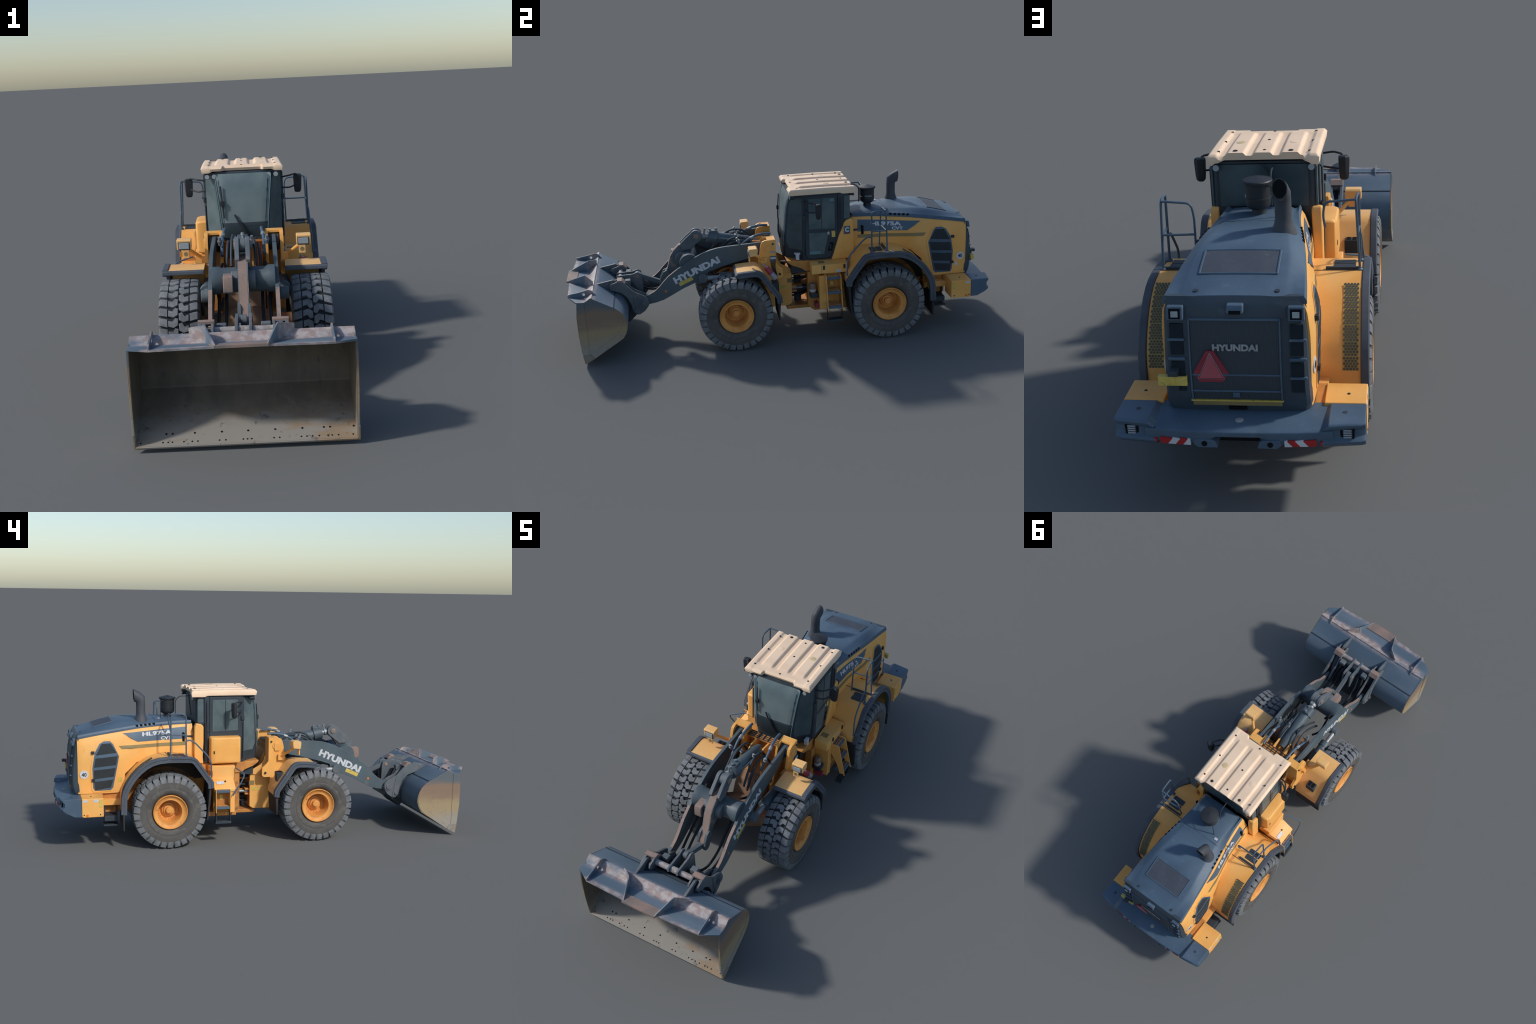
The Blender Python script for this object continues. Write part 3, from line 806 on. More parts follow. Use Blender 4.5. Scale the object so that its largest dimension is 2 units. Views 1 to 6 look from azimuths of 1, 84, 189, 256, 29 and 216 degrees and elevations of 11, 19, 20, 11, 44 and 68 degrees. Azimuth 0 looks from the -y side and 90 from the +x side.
# ================================================================== FRONT FRAME
tower = [(-0.080, 0.462), (-0.074, 0.474), (-0.060, 0.480), (-0.018, 0.4815), (-0.011, 0.477), (-0.011, 0.368), (0.000, 0.352), (0.020, 0.334), (0.020, 0.296), (0.010, 0.288),
         (-0.020, 0.288), (-0.020, 0.250), (-0.100, 0.250), (-0.112, 0.300), (-0.104, 0.345), (-0.092, 0.400), (-0.086, 0.440)]
ff = part("loader_frame", prism([(-0.13, 0.11), (-0.02, 0.11), (0.02, 0.13), (0.02, 0.33), (-0.012, 0.41), (-0.030, 0.42), (-0.066, 0.345), (-0.140, 0.280)], -0.066, 0.066), ORG, MF, ROOT, bevel=0.004)
for s in (1, -1):
    part("boom_tower", flip(prism(tower, 0.132, 0.1455), s), YEL, MF, ff, bevel=0.0015)
    part("boom_tower", flip(prism(tower, 0.078, 0.089), s), YEL, MF, ff, bevel=0.0015)
    part("tower_plate", flip(box(0.080, 0.1445, -0.022, -0.0115, 0.30, 0.4810), s), YEL, MF, ff, bevel=0.001)
    part("tower_cap", flip(prism([(-0.050, 0.471), (-0.012, 0.473), (-0.012, 0.4815), (-0.050, 0.480)], 0.080, 0.1445), s), YEL, MF, ff, bevel=0.001)
    side = [(0.067, 0.290), (0.067, 0.134), (0.050, 0.122), (-0.040, 0.122), (-0.060, 0.140), (-0.13, 0.14), (-0.13, 0.285), (-0.02, 0.290)]
    part("frame_cheek", flip(prism(side, 0.074, 0.088), s), YEL if s > 0 else YEL, MF, ff, bevel=0.002)
    sk = [(0.080, 0.294), (0.082, 0.310), (0.050, 0.328), (0.026, 0.342), (0.012, 0.362), (0.006, 0.385), (-0.012, 0.385), (-0.012, 0.29), (0.02, 0.289)]
    part("frame_skirt", flip(prism([(y - 0.012 * (y > 0), z) for y, z in sk], 0.086, 0.094), s), YEL, MF, ff, bevel=0.002)
    part("tower_foot", flip(box(0.080, 0.144, -0.060, 0.016, 0.288, 0.298), s), ORG, MF, ff)
    part("tower_lamp_plate", flip(box(0.146, 0.152, -0.064, -0.040, 0.418, 0.455), s), YEL if s < 0 else STEEL, MF, ff, bevel=0.001) if s < 0 else None
    part("pivot_pin_cap", flip(cyl((0.1455, -0.047, 0.440), (0.149, -0.047, 0.440), 0.016), s), YEL, MF, ff, bevel=0.001)
    part("tower_bolt", flip(cyl((0.1455, -0.024, 0.462), (0.150, -0.024, 0.462), 0.0045, n=10), s), BLACK, MF, ff)
    part("tower_bolt", flip(cyl((0.1455, 0.004, 0.310), (0.151, 0.004, 0.310), 0.0055, n=10), s), BLACK, MF, ff)
part("frame_plate", box(-0.076, 0.076, 0.052, 0.066, 0.130, 0.290), ORG, MF, ff, bevel=0.002)
part("frame_belly_plate", box(-0.076, 0.076, -0.12, 0.06, 0.123, 0.135), ORG, MF, ff)
part("platform_grating", box(-0.072, 0.072, -0.055, -0.020, 0.440, 0.449), ORG, MF, ff, bevel=0.001)
for k in range(4):
    part("grating_bar", box(-0.074, 0.074, -0.0545 + k * 0.0110, -0.0530 + k * 0.0110, 0.449, 0.4525), DARK, MF, ff)
for k in range(7):
    part("grating_bar", box(-0.070 + k * 0.0228, -0.0685 + k * 0.0228, -0.055, -0.020, 0.449, 0.453), DARK, MF, ff)
part("tower_cross_plate", prism([(-0.014, 0.440), (-0.030, 0.438), (-0.034, 0.300), (-0.030, 0.290), (-0.01, 0.29)], -0.079, 0.079), ORG, MF, ff, bevel=0.002)
for s in (1, -1):
    web = [(-0.028, 0.440), (-0.104, 0.450), (-0.122, 0.437), (-0.116, 0.410), (-0.125, 0.300), (-0.03, 0.30)]
    part("cylinder_bracket", flip(prism(web, 0.026, 0.034), s), YEL, MF, ff, bevel=0.0015)
part("frame_nose", prism([(-0.160, 0.290), (-0.176, 0.265), (-0.200, 0.210), (-0.208, 0.165), (-0.18, 0.11), (-0.10, 0.11), (-0.09, 0.31)], -0.070, 0.070), FRB, MF, ff, bevel=0.004)
part("axle", stack((-0.19, -0.22, 0.170), (1, 0, 0), [(0, 0.050), (0.02, 0.038), (0.09, 0.040), (0.12, 0.055), (0.155, 0.066), (0.225, 0.066), (0.26, 0.055), (0.29, 0.040), (0.36, 0.038), (0.38, 0.050)], 28), FRB, MF, ROOT)
part("axle", stack((-0.19, 0.495, 0.169), (1, 0, 0), [(0, 0.050), (0.02, 0.038), (0.09, 0.040), (0.12, 0.055), (0.155, 0.066), (0.225, 0.066), (0.26, 0.055), (0.29, 0.040), (0.36, 0.038), (0.38, 0.050)], 28), ORG, MR, ROOT)

# front fenders
fpath = [(-0.207, 0.3705), (-0.165, 0.374), (-0.122, 0.3755), (-0.108, 0.372), (-0.096, 0.363), (-0.024, 0.259), (-0.018, 0.248), (-0.016, 0.222)]
for s in (1, -1):
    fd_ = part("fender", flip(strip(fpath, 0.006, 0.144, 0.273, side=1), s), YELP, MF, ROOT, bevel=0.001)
    rp = [(y, z - 0.003) for y, z in fpath]
    part("fender_edge_rubber", flip(strip(rp, 0.013, 0.271, 0.2945, side=1), s), RUBBER, MF, fd_, bevel=0.004)
    part("fender_edge_rubber", flip(prism([(-0.203, 0.3775), (-0.216, 0.3730), (-0.218, 0.3600), (-0.210, 0.3600), (-0.205, 0.368)], 0.144, 0.2935), s), RUBBER, MF, fd_, bevel=0.003)
    part("fender_lip", flip(strip([(y, z - 0.0025) for y, z in fpath], 0.013, 0.279, 0.2925, side=-1), s), RUBBER, MF, fd_)
    part("mud_flap", flip(prism([(-0.026, 0.232), (-0.012, 0.238), (-0.012, 0.225), (-0.0185, 0.134), (-0.0225, 0.134)], 0.146, 0.286), s), FLAP, MF, fd_)
    part("fender_bracket", flip(box(0.13, 0.16, -0.13, -0.10, 0.34, 0.376), s), ORG, MF, fd_)
    # head lamp on its stalk
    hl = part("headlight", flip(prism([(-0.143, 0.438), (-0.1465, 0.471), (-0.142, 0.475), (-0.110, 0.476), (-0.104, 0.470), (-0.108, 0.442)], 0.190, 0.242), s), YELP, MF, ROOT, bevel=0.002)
    part("lamp_bezel", flip(box(0.194, 0.236, -0.147, -0.140, 0.437, 0.466), s), DARK, MF, hl, bevel=0.002)
    part("lamp_lens", flip(box(0.197, 0.233, -0.149, -0.145, 0.441, 0.463), s), LENS, MF, hl, bevel=0.002)
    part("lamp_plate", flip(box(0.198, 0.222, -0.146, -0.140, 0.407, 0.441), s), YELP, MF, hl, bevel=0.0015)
    part("lamp_plate_mark", flip(stack((0.210, -0.146, 0.4225), (0, -1, 0), [(0, 0.0075), (0.0006, 0.0075)], 20), s), OLIVE, MF, hl)
    part("lamp_stalk", flip(tube([(0.150, -0.066, 0.388), (0.160, -0.074, 0.395), (0.205, -0.118, 0.437), (0.212, -0.125, 0.448)], 0.0065, 10), s), YEL, MF, hl)
    part("stalk_foot", flip(box(0.143, 0.160, -0.085, -0.055, 0.372, 0.400), s), YEL, MF, hl, bevel=0.002)
# steps and gear behind the front fenders
bx = part("step_box", prism([(-0.066, 0.326), (-0.030, 0.328), (-0.030, 0.30), (-0.036, 0.262), (-0.046, 0.262)], -0.236, -0.190), DARK, MF, ROOT, bevel=0.003)
part("step_slot_plate", box(-0.229, -0.216, -0.060, -0.036, 0.3275, 0.3290), NEARBLACK, MF, bx)  # thin dark plates laid on the step in place of open slots
part("step_slot_plate", box(-0.210, -0.197, -0.060, -0.036, 0.3275, 0.3290), NEARBLACK, MF, bx)
bx2 = part("step_box", box(0.185, 0.236, -0.052, -0.012, 0.250, 0.300), DARK, MF, ROOT, bevel=0.003)
ex = Vector((0.205, -0.085, 0.395)), Vector((0.222, -0.022, 0.312))
de = (ex[1] - ex[0]).normalized()
fx = part("fire_extinguisher", stack(ex[0] + de * 0.028, de, [(0, 0.009), (0.004, 0.013), (0.040, 0.013), (0.043, 0.0125)], 20), PINK, MF, ROOT)
part("extinguisher_base", stack(ex[0] + de * 0.068, de, [(0, 0.013), (0.030, 0.013), (0.034, 0.010)], 20), CREAM, MF, fx)
part("extinguisher_valve", stack(ex[0] + de * 0.006, de, [(0, 0.003), (0.010, 0.005), (0.024, 0.005)], 12), STEEL, MF, fx)
nx_ = part("connector_panel", box(0.1455, 0.151, -0.040, -0.012, 0.378, 0.402), GREY, MF, ff, bevel=0.001)
part("connector_label", box(0.151, 0.1522, -0.039, -0.013, 0.389, 0.3985), PALE, MF, nx_)
for k in range(5):
    part("tower_cable", tube(smooth_path([(0.148, -0.036 + k * 0.0055, 0.380), (0.149, -0.033 + k * 0.004, 0.345), (0.150, -0.020 + k * 0.003, 0.318 - 0.004 * k)], 5), 0.0014, 6), BLACK, MF, nx_)
part("tower_label", box(0.1455, 0.1468, -0.040, -0.012, 0.4185, 0.4265), CREAM, MF, ff)
# stickers on the frame side
for s, y0 in ((1, 0.012), (-1, 0.030)):
    part("warning_sticker", flip(box(0.0875, 0.0890, y0 - 0.010, y0 + 0.028, 0.213, 0.230), s), STICKER, MF, ff)
    part("warning_sticker", flip(box(0.0875, 0.0890, 0.045, 0.070, 0.240, 0.262), s), OLIVE, MF, ff)

# hoses over the boom
def hose(pts, r=0.0052, mat=None, W=None, sub=8, par=None, name="hydraulic_hose"):
    return part(name, tube(smooth_path(pts, sub), r, 10), mat or BLACK, W or MF, par or ROOT)
for x, dz in ((0.042, -0.006), (0.058, -0.022)):
    hose([(x, -0.290, 0.395 + dz), (x, -0.262, 0.435 + dz), (x - 0.004, -0.215, 0.472 + dz), (x - 0.006, -0.165, 0.476 + dz), (x - 0.003, -0.128, 0.458 + dz), (x, -0.105, 0.420 + dz), (x, -0.095, 0.38)], 0.005, HOSE)
for x, dz in ((-0.042, 0.006), (-0.058, -0.016)):
    hose([(x, -0.300, 0.395 + dz), (x, -0.268, 0.436 + dz), (x + 0.003, -0.220, 0.476 + dz), (x + 0.005, -0.170, 0.482 + dz), (x + 0.003, -0.128, 0.464 + dz), (x, -0.100, 0.430 + dz), (x, -0.090, 0.39)], 0.005, HOSE)
for x0, s in ((-0.070, -1), (0.066, 1)):
    pipe = part("steel_pipe", tube(smooth_path([(x0, -0.024, 0.488), (x0, -0.055, 0.490), (x0 * 1.04, -0.095, 0.484), (x0 * 1.1, -0.130, 0.470), (x0 * 1.1, -0.165, 0.445), (x0 * 1.1, -0.20, 0.42)], 6), 0.006, 10), GREY, MF, ROOT)
    part("pipe_fitting", cyl((x0 * 1.06, -0.104, 0.481), (x0 * 1.08, -0.122, 0.474), 0.0082, n=8), STEEL, MF, pipe)
for x in (0.030, -0.030, 0.084, -0.084):
    part("hose_fitting", stack((x, -0.175, 0.455), (0, -0.4, 0.9), [(0, 0.006), (0.012, 0.006), (0.012, 0.0085), (0.020, 0.0085), (0.020, 0.005), (0.034, 0.005)], 8), STEEL, MF, ROOT)
for s in (1, -1):
    for k, xx in enumerate((0.060, 0.085)):
        hose([(s * xx, -0.372, 0.345), (s * xx, -0.405, 0.325), (s * xx, -0.46, 0.285), (s * (xx + 0.002), -0.53, 0.235), (s * (xx - 0.004), -0.60, 0.208), (s * (xx - 0.008), -0.66, 0.235), (s * (xx - 0.016), -0.70, 0.290)], 0.0055)
    hose([(s * 0.09, -0.30, 0.37), (s * 0.092, -0.34, 0.32), (s * 0.085, -0.30, 0.25), (s * 0.08, -0.22, 0.27)], 0.005)
    hose([(s * 0.075, -0.24, 0.40), (s * 0.086, -0.29, 0.37), (s * 0.084, -0.34, 0.39), (s * 0.082, -0.385, 0.42)], 0.005)

# ================================================================== ARTICULATION
hj = part("articulation_joint", box(-0.05, 0.05, 0.060, 0.17, 0.262, 0.280), ORG, MR, ROOT, bevel=0.003)
part("hinge_plate", box(-0.075, 0.075, 0.040, 0.20, 0.098, 0.116), ORG, MR, hj, bevel=0.003)
part("hinge_plate", box(-0.045, 0.045, 0.055, 0.15, 0.200, 0.212), ORG, MR, hj, bevel=0.003)
part("hinge_pin", cyl((0, 0.105, 0.10), (0, 0.105, 0.29), 0.018), DARK, MR, hj)
for s in (1, -1):
    sc = part("steering_cylinder", flip(cyl((0.065, 0.120, 0.205), (0.065, 0.30, 0.205), 0.014), s), DARK, MR, hj)
    part("piston_rod", flip(cyl((0.065, 0.060, 0.205), (0.065, 0.13, 0.205), 0.007), s), STEEL, MR, sc)
    part("steering_clevis", flip(box(0.050, 0.080, 0.050, 0.090, 0.212, 0.222), s), ORG, MR, sc, bevel=0.003)
    part("steering_clevis", flip(box(0.050, 0.080, 0.050, 0.090, 0.188, 0.198), s), ORG, MR, sc, bevel=0.003)
    for k in range(4):
        z = 0.165 + 0.042 * k
        hose([(s * (0.02 + 0.008 * k), 0.03, z + 0.01), (s * (0.032 + 0.008 * k), 0.07, z - 0.012), (s * (0.036 + 0.006 * k), 0.115, z - 0.008), (s * (0.024 + 0.006 * k), 0.17, z + 0.012)], 0.006, W=MR, par=hj)
part("drive_shaft", cyl((0, -0.10, 0.165), (0, 0.35, 0.165), 0.016), DARK, MR, hj)
part("bulkhead", box(-0.085, 0.085, 0.150, 0.165, 0.11, 0.33), DARK, MR, hj)

# ================================================================== REAR FRAME
rf = part("chassis_frame", prism([(0.150, 0.110), (0.170, 0.096), (0.36, 0.096), (0.40, 0.120), (0.46, 0.26), (0.53, 0.26), (0.60, 0.150), (0.80, 0.150), (0.86, 0.2), (0.86, 0.30), (0.70, 0.40), (0.15, 0.40)], -0.112, 0.112), ORG, MR, ROOT, bevel=0.004)
part("engine_bay", box(-0.128, 0.128, 0.36, 0.86, 0.30, 0.50), DARK, MR, rf)
part("chassis_beam", box(0.13, 0.175, 0.69, 0.82, 0.195, 0.222), ORG, MR, rf, bevel=0.002)
part("chassis_beam", box(-0.195, -0.13, 0.69, 0.82, 0.195, 0.222), YEL, MR, rf, bevel=0.002)
part("chassis_beam", box(0.13, 0.195, 0.69, 0.82, 0.1955, 0.2225), YEL, MR, rf, bevel=0.002)
for s in (1, -1):
    part("frame_cheek", flip(box(0.11, 0.160, 0.695, 0.80, 0.155, 0.248), s), ORG, MR, rf, bevel=0.002)
    part("frame_cheek", flip(prism([(0.133, 0.310), (0.133, 0.135), (0.155, 0.122), (0.23, 0.122), (0.23, 0.310)], 0.112, 0.145), s), ORG, MR, rf, bevel=0.002)

# ================================================================== CAB
YF = [(0.345, 0.040), (0.370, 0.033), (0.415, 0.030), (0.470, 0.030), (0.515, 0.034), (0.586, 0.039), (0.621, 0.043), (0.662, 0.052), (0.694, 0.064)]
def lerp_tab(tab, z):
    if z <= tab[0][0]:
        return tab[0][1]
    for (z0, v0), (z1, v1) in zip(tab, tab[1:]):
        if z <= z1:
            return v0 + (v1 - v0) * (z - z0) / (z1 - z0)
    return tab[-1][1]
def cab_half(z):
    """half plan outline (x,y) from front centre to rear centre at a height"""
    yf = lerp_tab(YF, z)
    fx = lerp_tab([(0.35, 0.076), (0.50, 0.088), (0.69, 0.107)], z)
    w = lerp_tab([(0.35, 0.136), (0.40, 0.142), (0.50, 0.147), (0.60, 0.147), (0.69, 0.145)], z)
    yp = 0.118
    pts = [(0, yf), (fx * 0.5, yf + 0.001), (fx - 0.010, yf + 0.003), (fx + 0.002, yf + 0.010)]
    n = 6
    for i in range(1, n + 1):
        t = i / n
        # quarter-ellipse like corner glass
        x = fx + 0.002 + (w - fx - 0.002) * (0.15 * sin(t * pi / 2) + 0.85 * t)
        y = yf + 0.010 + (yp - yf - 0.010) * (0.15 * (1 - cos(t * pi / 2)) + 0.85 * t)
        bow = 0.010 * sin(t * pi)
        pts.append((x - bow, y + bow * 0.6))
    pts += [(w, 0.135), (w, 0.30), (w, 0.334), (w - 0.014, 0.344), (0.06, 0.338), (0, 0.337)]
    return pts
zs = [0.345, 0.360, 0.385, 0.42, 0.46, 0.50, 0.54, 0.58, 0.62, 0.655, 0.692]
rings = []
for z in zs:
    h = cab_half(z)
    rings.append([(x, y, z) for x, y in h] + [(-x, y, z) for x, y in reversed(h[1:-1])])
cab = part("cab", loft(rings), DARK, MR, ROOT, angle=28)

def cab_patch(name, t0, t1, zlo, zhi, mat, s=1, out=0.0016, nz=8, nt=10, par=None, trim=None):
    """pane lying on the cab skin between two perimeter stations (index space) and two heights"""
    def pt(t, z, o):
        h = cab_half(z)
        i = min(int(t), len(h) - 2)
        f = t - i
        x = h[i][0] + (h[i + 1][0] - h[i][0]) * f
        y = h[i][1] + (h[i + 1][1] - h[i][1]) * f
        dx, dy = h[i + 1][0] - h[i][0], h[i + 1][1] - h[i][1]
        l = sqrt(dx * dx + dy * dy) or 1
        return Vector((s * (x + dy / l * o), y - dx / l * o, z))
    bm = bm_new()
    layers = []
    for o in (-0.004, out):
        g = []
        for j in range(nz + 1):
            z = zlo + (zhi - zlo) * j / nz
            a, b = (trim(j / nz) if trim else (t0, t1))
            g.append([bm.verts.new(pt(a + (b - a) * i / nt, z, o)) for i in range(nt + 1)])
        layers.append(g)
    inner, outer = layers
    for j in range(nz):
        for i in range(nt):
            bm.faces.new((outer[j][i], outer[j][i + 1], outer[j + 1][i + 1], outer[j + 1][i]))
    for j in range(nz):
        for i in (0, nt):
            bm.faces.new((outer[j][i], outer[j + 1][i], inner[j + 1][i], inner[j][i]))
    for i in range(nt):
        for j in (0, nz):
            bm.faces.new((outer[j][i], outer[j][i + 1], inner[j][i + 1], inner[j][i]))
    return part(name, bm, mat, MR, par or cab, angle=50)

# windscreen spans the centre; build both halves in one pane
def windscreen(name, zlo, zhi, mat, xs, out=0.0016, nz=10, nx=12):
    bm = bm_new()
    def yy(z, x):
        h = cab_half(z)
        for (x0, y0), (x1, y1) in zip(h, h[1:]):
            if abs(x) <= x1 + 1e-9:
                return y0 + (y1 - y0) * (abs(x) - x0) / max(1e-6, x1 - x0)
        return h[3][1]
    G = []
    for o in (0.006, -out):
        g = []
        for j in range(nz + 1):
            z = zlo + (zhi - zlo) * j / nz
            w = xs(z)
            g.append([bm.verts.new((w * (2 * i / nx - 1), yy(z, w * (2 * i / nx - 1)) + o, z)) for i in range(nx + 1)])
        G.append(g)
    a, b = G
    for j in range(nz):
        for i in range(nx):
            bm.faces.new((b[j][i], b[j][i + 1], b[j + 1][i + 1], b[j + 1][i]))
        for i in (0, nx):
            bm.faces.new((b[j][i], b[j + 1][i], a[j + 1][i], a[j][i]))
    for i in range(nx):
        for j in (0, nz):
            bm.faces.new((b[j][i], b[j][i + 1], a[j][i + 1], a[j][i]))
    return part(name, bm, mat, MR, cab, angle=50)
fxz = lambda z: lerp_tab([(0.35, 0.076), (0.50, 0.088), (0.69, 0.107)], z) - 0.002
windscreen("windscreen", 0.500, 0.684, GLASSF, fxz)
windscreen("windscreen", 0.425, 0.4905, GLASSD, fxz)
windscreen("windscreen_band", 0.4905, 0.500, DARK, fxz, out=0.0012, nz=1)
for s in (1, -1):
    part("windscreen_seal", flip(tube([(lerp_tab([(0.35, 0.076), (0.50, 0.088), (0.69, 0.107)], z), lerp_tab(YF, z) + 0.0035, z) for z in (0.43, 0.47, 0.515, 0.56, 0.60, 0.64, 0.68)], 0.0014, 6), s), BLUEG, MR, cab)
    cab_patch("quarter_glass", 3.35, 8.7, 0.418, 0.676, GLASSS if s < 0 else GLASSM, s, trim=lambda v: (3.35 + 0.9 * max(0, 0.12 - v) * 8, 8.7))
    W_ = 0.147
    door = [(0.128, 0.395), (0.128, 0.682), (0.282, 0.682), (0.282, 0.50), (0.245, 0.375), (0.140, 0.375)]
    part("door_frame", flip(prism(door, 0.140, 0.1495), s), DARK, MR, cab, bevel=0.002)
    gl = [(0.145, 0.522), (0.145, 0.668), (0.268, 0.668), (0.268, 0.518)]
    part("door_window", flip(prism(gl, 0.147, 0.1506), s), GLASSS, MR, cab, bevel=0.0006)
    part("door_window_divider", flip(box(0.149, 0.1516, 0.204, 0.207, 0.522, 0.668), s), DARK, MR, cab)
    part("quarter_window", flip(box(0.143, 0.1482, 0.312, 0.340, 0.562, 0.672), s), GLASSS, MR, cab, bevel=0.001)
    part("cab_pillar", flip(box(0.140, 0.152, 0.284, 0.308, 0.37 if s < 0 else 0.50, 0.684), s), DARK, MR, cab, bevel=0.002)
    part("door_hinge", flip(box(0.147, 0.156, 0.114, 0.130, 0.572, 0.592), s), DARK, MR, cab, bevel=0.001)
    part("door_grab_bar", flip(tube(fillet_path([(0.150, 0.292, 0.665), (0.158, 0.296, 0.660), (0.158, 0.296, 0.520), (0.150, 0.284, 0.515)], 0.008), 0.0028, 8), s), DARK, MR, cab)
    part("pillar_rail", flip(tube([(0.149, 0.118, 0.39), (0.1495, 0.118, 0.56)], 0.0030, 8), s), DARK, MR, cab)
# rear window
part("cab_window", box(-0.124, 0.124, 0.330, 0.3462, 0.560, 0.680), GLASSM, MR, cab, bevel=0.001)
part("wiper", tube([(0.0, 0.354, 0.682), (-0.030, 0.356, 0.645), (-0.075, 0.356, 0.590)], 0.0025, 6), BLACK, MR, cab)
# +x door: lower glass, handle, stickers, yellow panel
part("door_glass", prism([(0.145, 0.398), (0.145, 0.504), (0.238, 0.500), (0.214, 0.394)], 0.147, 0.1506), GLASSS, MR, cab, bevel=0.0006)
part("handle_recess_plate", prism([(0.232, 0.410), (0.244, 0.452), (0.262, 0.448), (0.252, 0.408)], 0.147, 0.1503), NEARBLACK, MR, cab)  # dark plate on the door, standing in for a hollow
part("door_handle", box(0.150, 0.1535, 0.242, 0.249, 0.418, 0.442), DARK, MR, cab, bevel=0.001)
part("door_sticker", box(0.149, 0.1505, 0.2525, 0.269, 0.476, 0.506), STICKER, MR, cab)
part("door_sticker", box(0.150, 0.1512, 0.147, 0.198, 0.398, 0.411), BLUEG, MR, cab)
part("door_sticker", box(0.150, 0.1512, 0.246, 0.266, 0.651, 0.664), BLUEG, MR, cab)
letters("door_mark", "fi", (0.1505, 0.2365, 0.497), (0, 1, 0), (0, 0, 1), 0.010, 0.014, WHITE, MR, cab, bold=0.03)
part("door_sticker", box(0.149, 0.1502, 0.250, 0.258, 0.500, 0.503), STICKER, MR, cab)
part("cab_sticker", prism([(0.074, 0.407), (0.102, 0.405), (0.102, 0.400), (0.097, 0.400), (0.096, 0.372), (0.081, 0.375), (0.080, 0.401), (0.074, 0.402)], 0.128, 0.1425), PALE, MR, cab)
yp = [(0.312, 0.545), (0.325, 0.556), (0.348, 0.560), (0.354, 0.545), (0.358, 0.47), (0.358, 0.372), (0.350, 0.366), (0.250, 0.366), (0.262, 0.40), (0.286, 0.480)]
p_ = part("cab_panel", prism(yp, 0.130, 0.1545), YEL, MR, cab, bevel=0.004)
part("panel_hatch", prism([(0.306, 0.398), (0.306, 0.475), (0.310, 0.480), (0.340, 0.480), (0.343, 0.475), (0.344, 0.398), (0.340, 0.394), (0.310, 0.394)], 0.152, 0.1556), YEL, MR, p_, bevel=0.0012)
part("engine_badge", box(0.153, 0.1556, 0.3090, 0.3400, 0.487, 0.526), GREY, MR, p_, bevel=0.001)
letters("badge_letter", "C", (0.1562, 0.3245, 0.509), (0, 1, 0), (0, 0, 1), 0.021, 0.024, WHITE, MR, p_, bold=0.06)
part("badge_bar", box(0.1555, 0.1564, 0.312, 0.337, 0.4905, 0.4930), RED, MR, p_)
# -x side: bulging yellow box under the window, rear pillar panel
rings = []
for x, k in ((-0.140, 0.0), (-0.176, 0.0), (-0.188, 0.004), (-0.194, 0.014), (-0.195, 0.03)):
    y0, y1, z0, z1 = 0.137 + k, 0.286 - k, 0.368 + k * 0.6, 0.497 - k * 0.5
    c = 0.006
    rings.append([(x, y0 + c, z0), (x, y1 - c, z0), (x, y1, z0 + c), (x, y1, z1 - c), (x, y1 - c, z1), (x, y0 + c, z1), (x, y0, z1 - c), (x, y0, z0 + c)])
bb = part("storage_compartment", loft(rings), YEL, MR, cab, bevel=0.003, angle=25)
part("compartment_latch", box(-0.1955, -0.190, 0.266, 0.272, 0.418, 0.432), BLACK, MR, bb)
pp = [(0.312, 0.545), (0.325, 0.556), (0.348, 0.560), (0.356, 0.545), (0.358, 0.440), (0.356, 0.372), (0.312, 0.366), (0.316, 0.40), (0.312, 0.47)]
part("cab_panel", prism(pp, -0.160, -0.130), YEL, MR, cab, bevel=0.006)
for k in range(3):
    part("pillar_cable", tube(smooth_path([(-0.155, 0.297 + 0.004 * k, 0.56), (-0.158, 0.297 + 0.004 * k, 0.46), (-0.156, 0.299 + 0.003 * k, 0.385)], 4), 0.0032, 8), BLACK, MR, cab)
# skirt below the cab
sk = [(0.036, 0.372), (0.040, 0.362), (0.060, 0.346), (0.104, 0.328), (0.124, 0.313), (0.150, 0.313), (0.36, 0.33), (0.36, 0.366), (0.118, 0.366)]
part("cab_skirt", loft([[(-0.138 if False else -0.140, *p) for p in sk], [(0.140, *p) for p in sk]]), ORG, MR, cab, bevel=0.003)
part("cab_shadow_box", box(-0.12, 0.12, 0.06, 0.30, 0.30, 0.345), DARK, MR, cab)  # added dark box imitating the shadow under the cab
# roof: moulded slab with raised ribs
def sstep(a, b, x):
    t = max(0.0, min(1.0, (x - a) / (b - a)))
    return t * t * (3 - 2 * t)
def roof_z(x, y):
    z = 0.7070 + 0.001 * sin((y - 0.05) * 9)
    fr = sstep(0.095, 0.125, y)
    for c in (-0.0775, -0.0025, 0.0725):
        z += 0.0085 * fr * (1 - sstep(0.020, 0.030, abs(x - c)))
    z += 0.0065 * sstep(0.118, 0.130, abs(x + 0.003))
    z += 0.0045 * (1 - fr) * (1 - sstep(0.118, 0.130, abs(x + 0.003)))
    z += 0.002 * sstep(0.36, 0.2, y)
    # rounded rim
    e = min(0.156 - abs(x + 0.003), 0.371 - y, y - (0.068 if abs(x) < 0.074 else 0.054))
    z -= 0.010 * (1 - sstep(-0.001, 0.010, e))
    return z
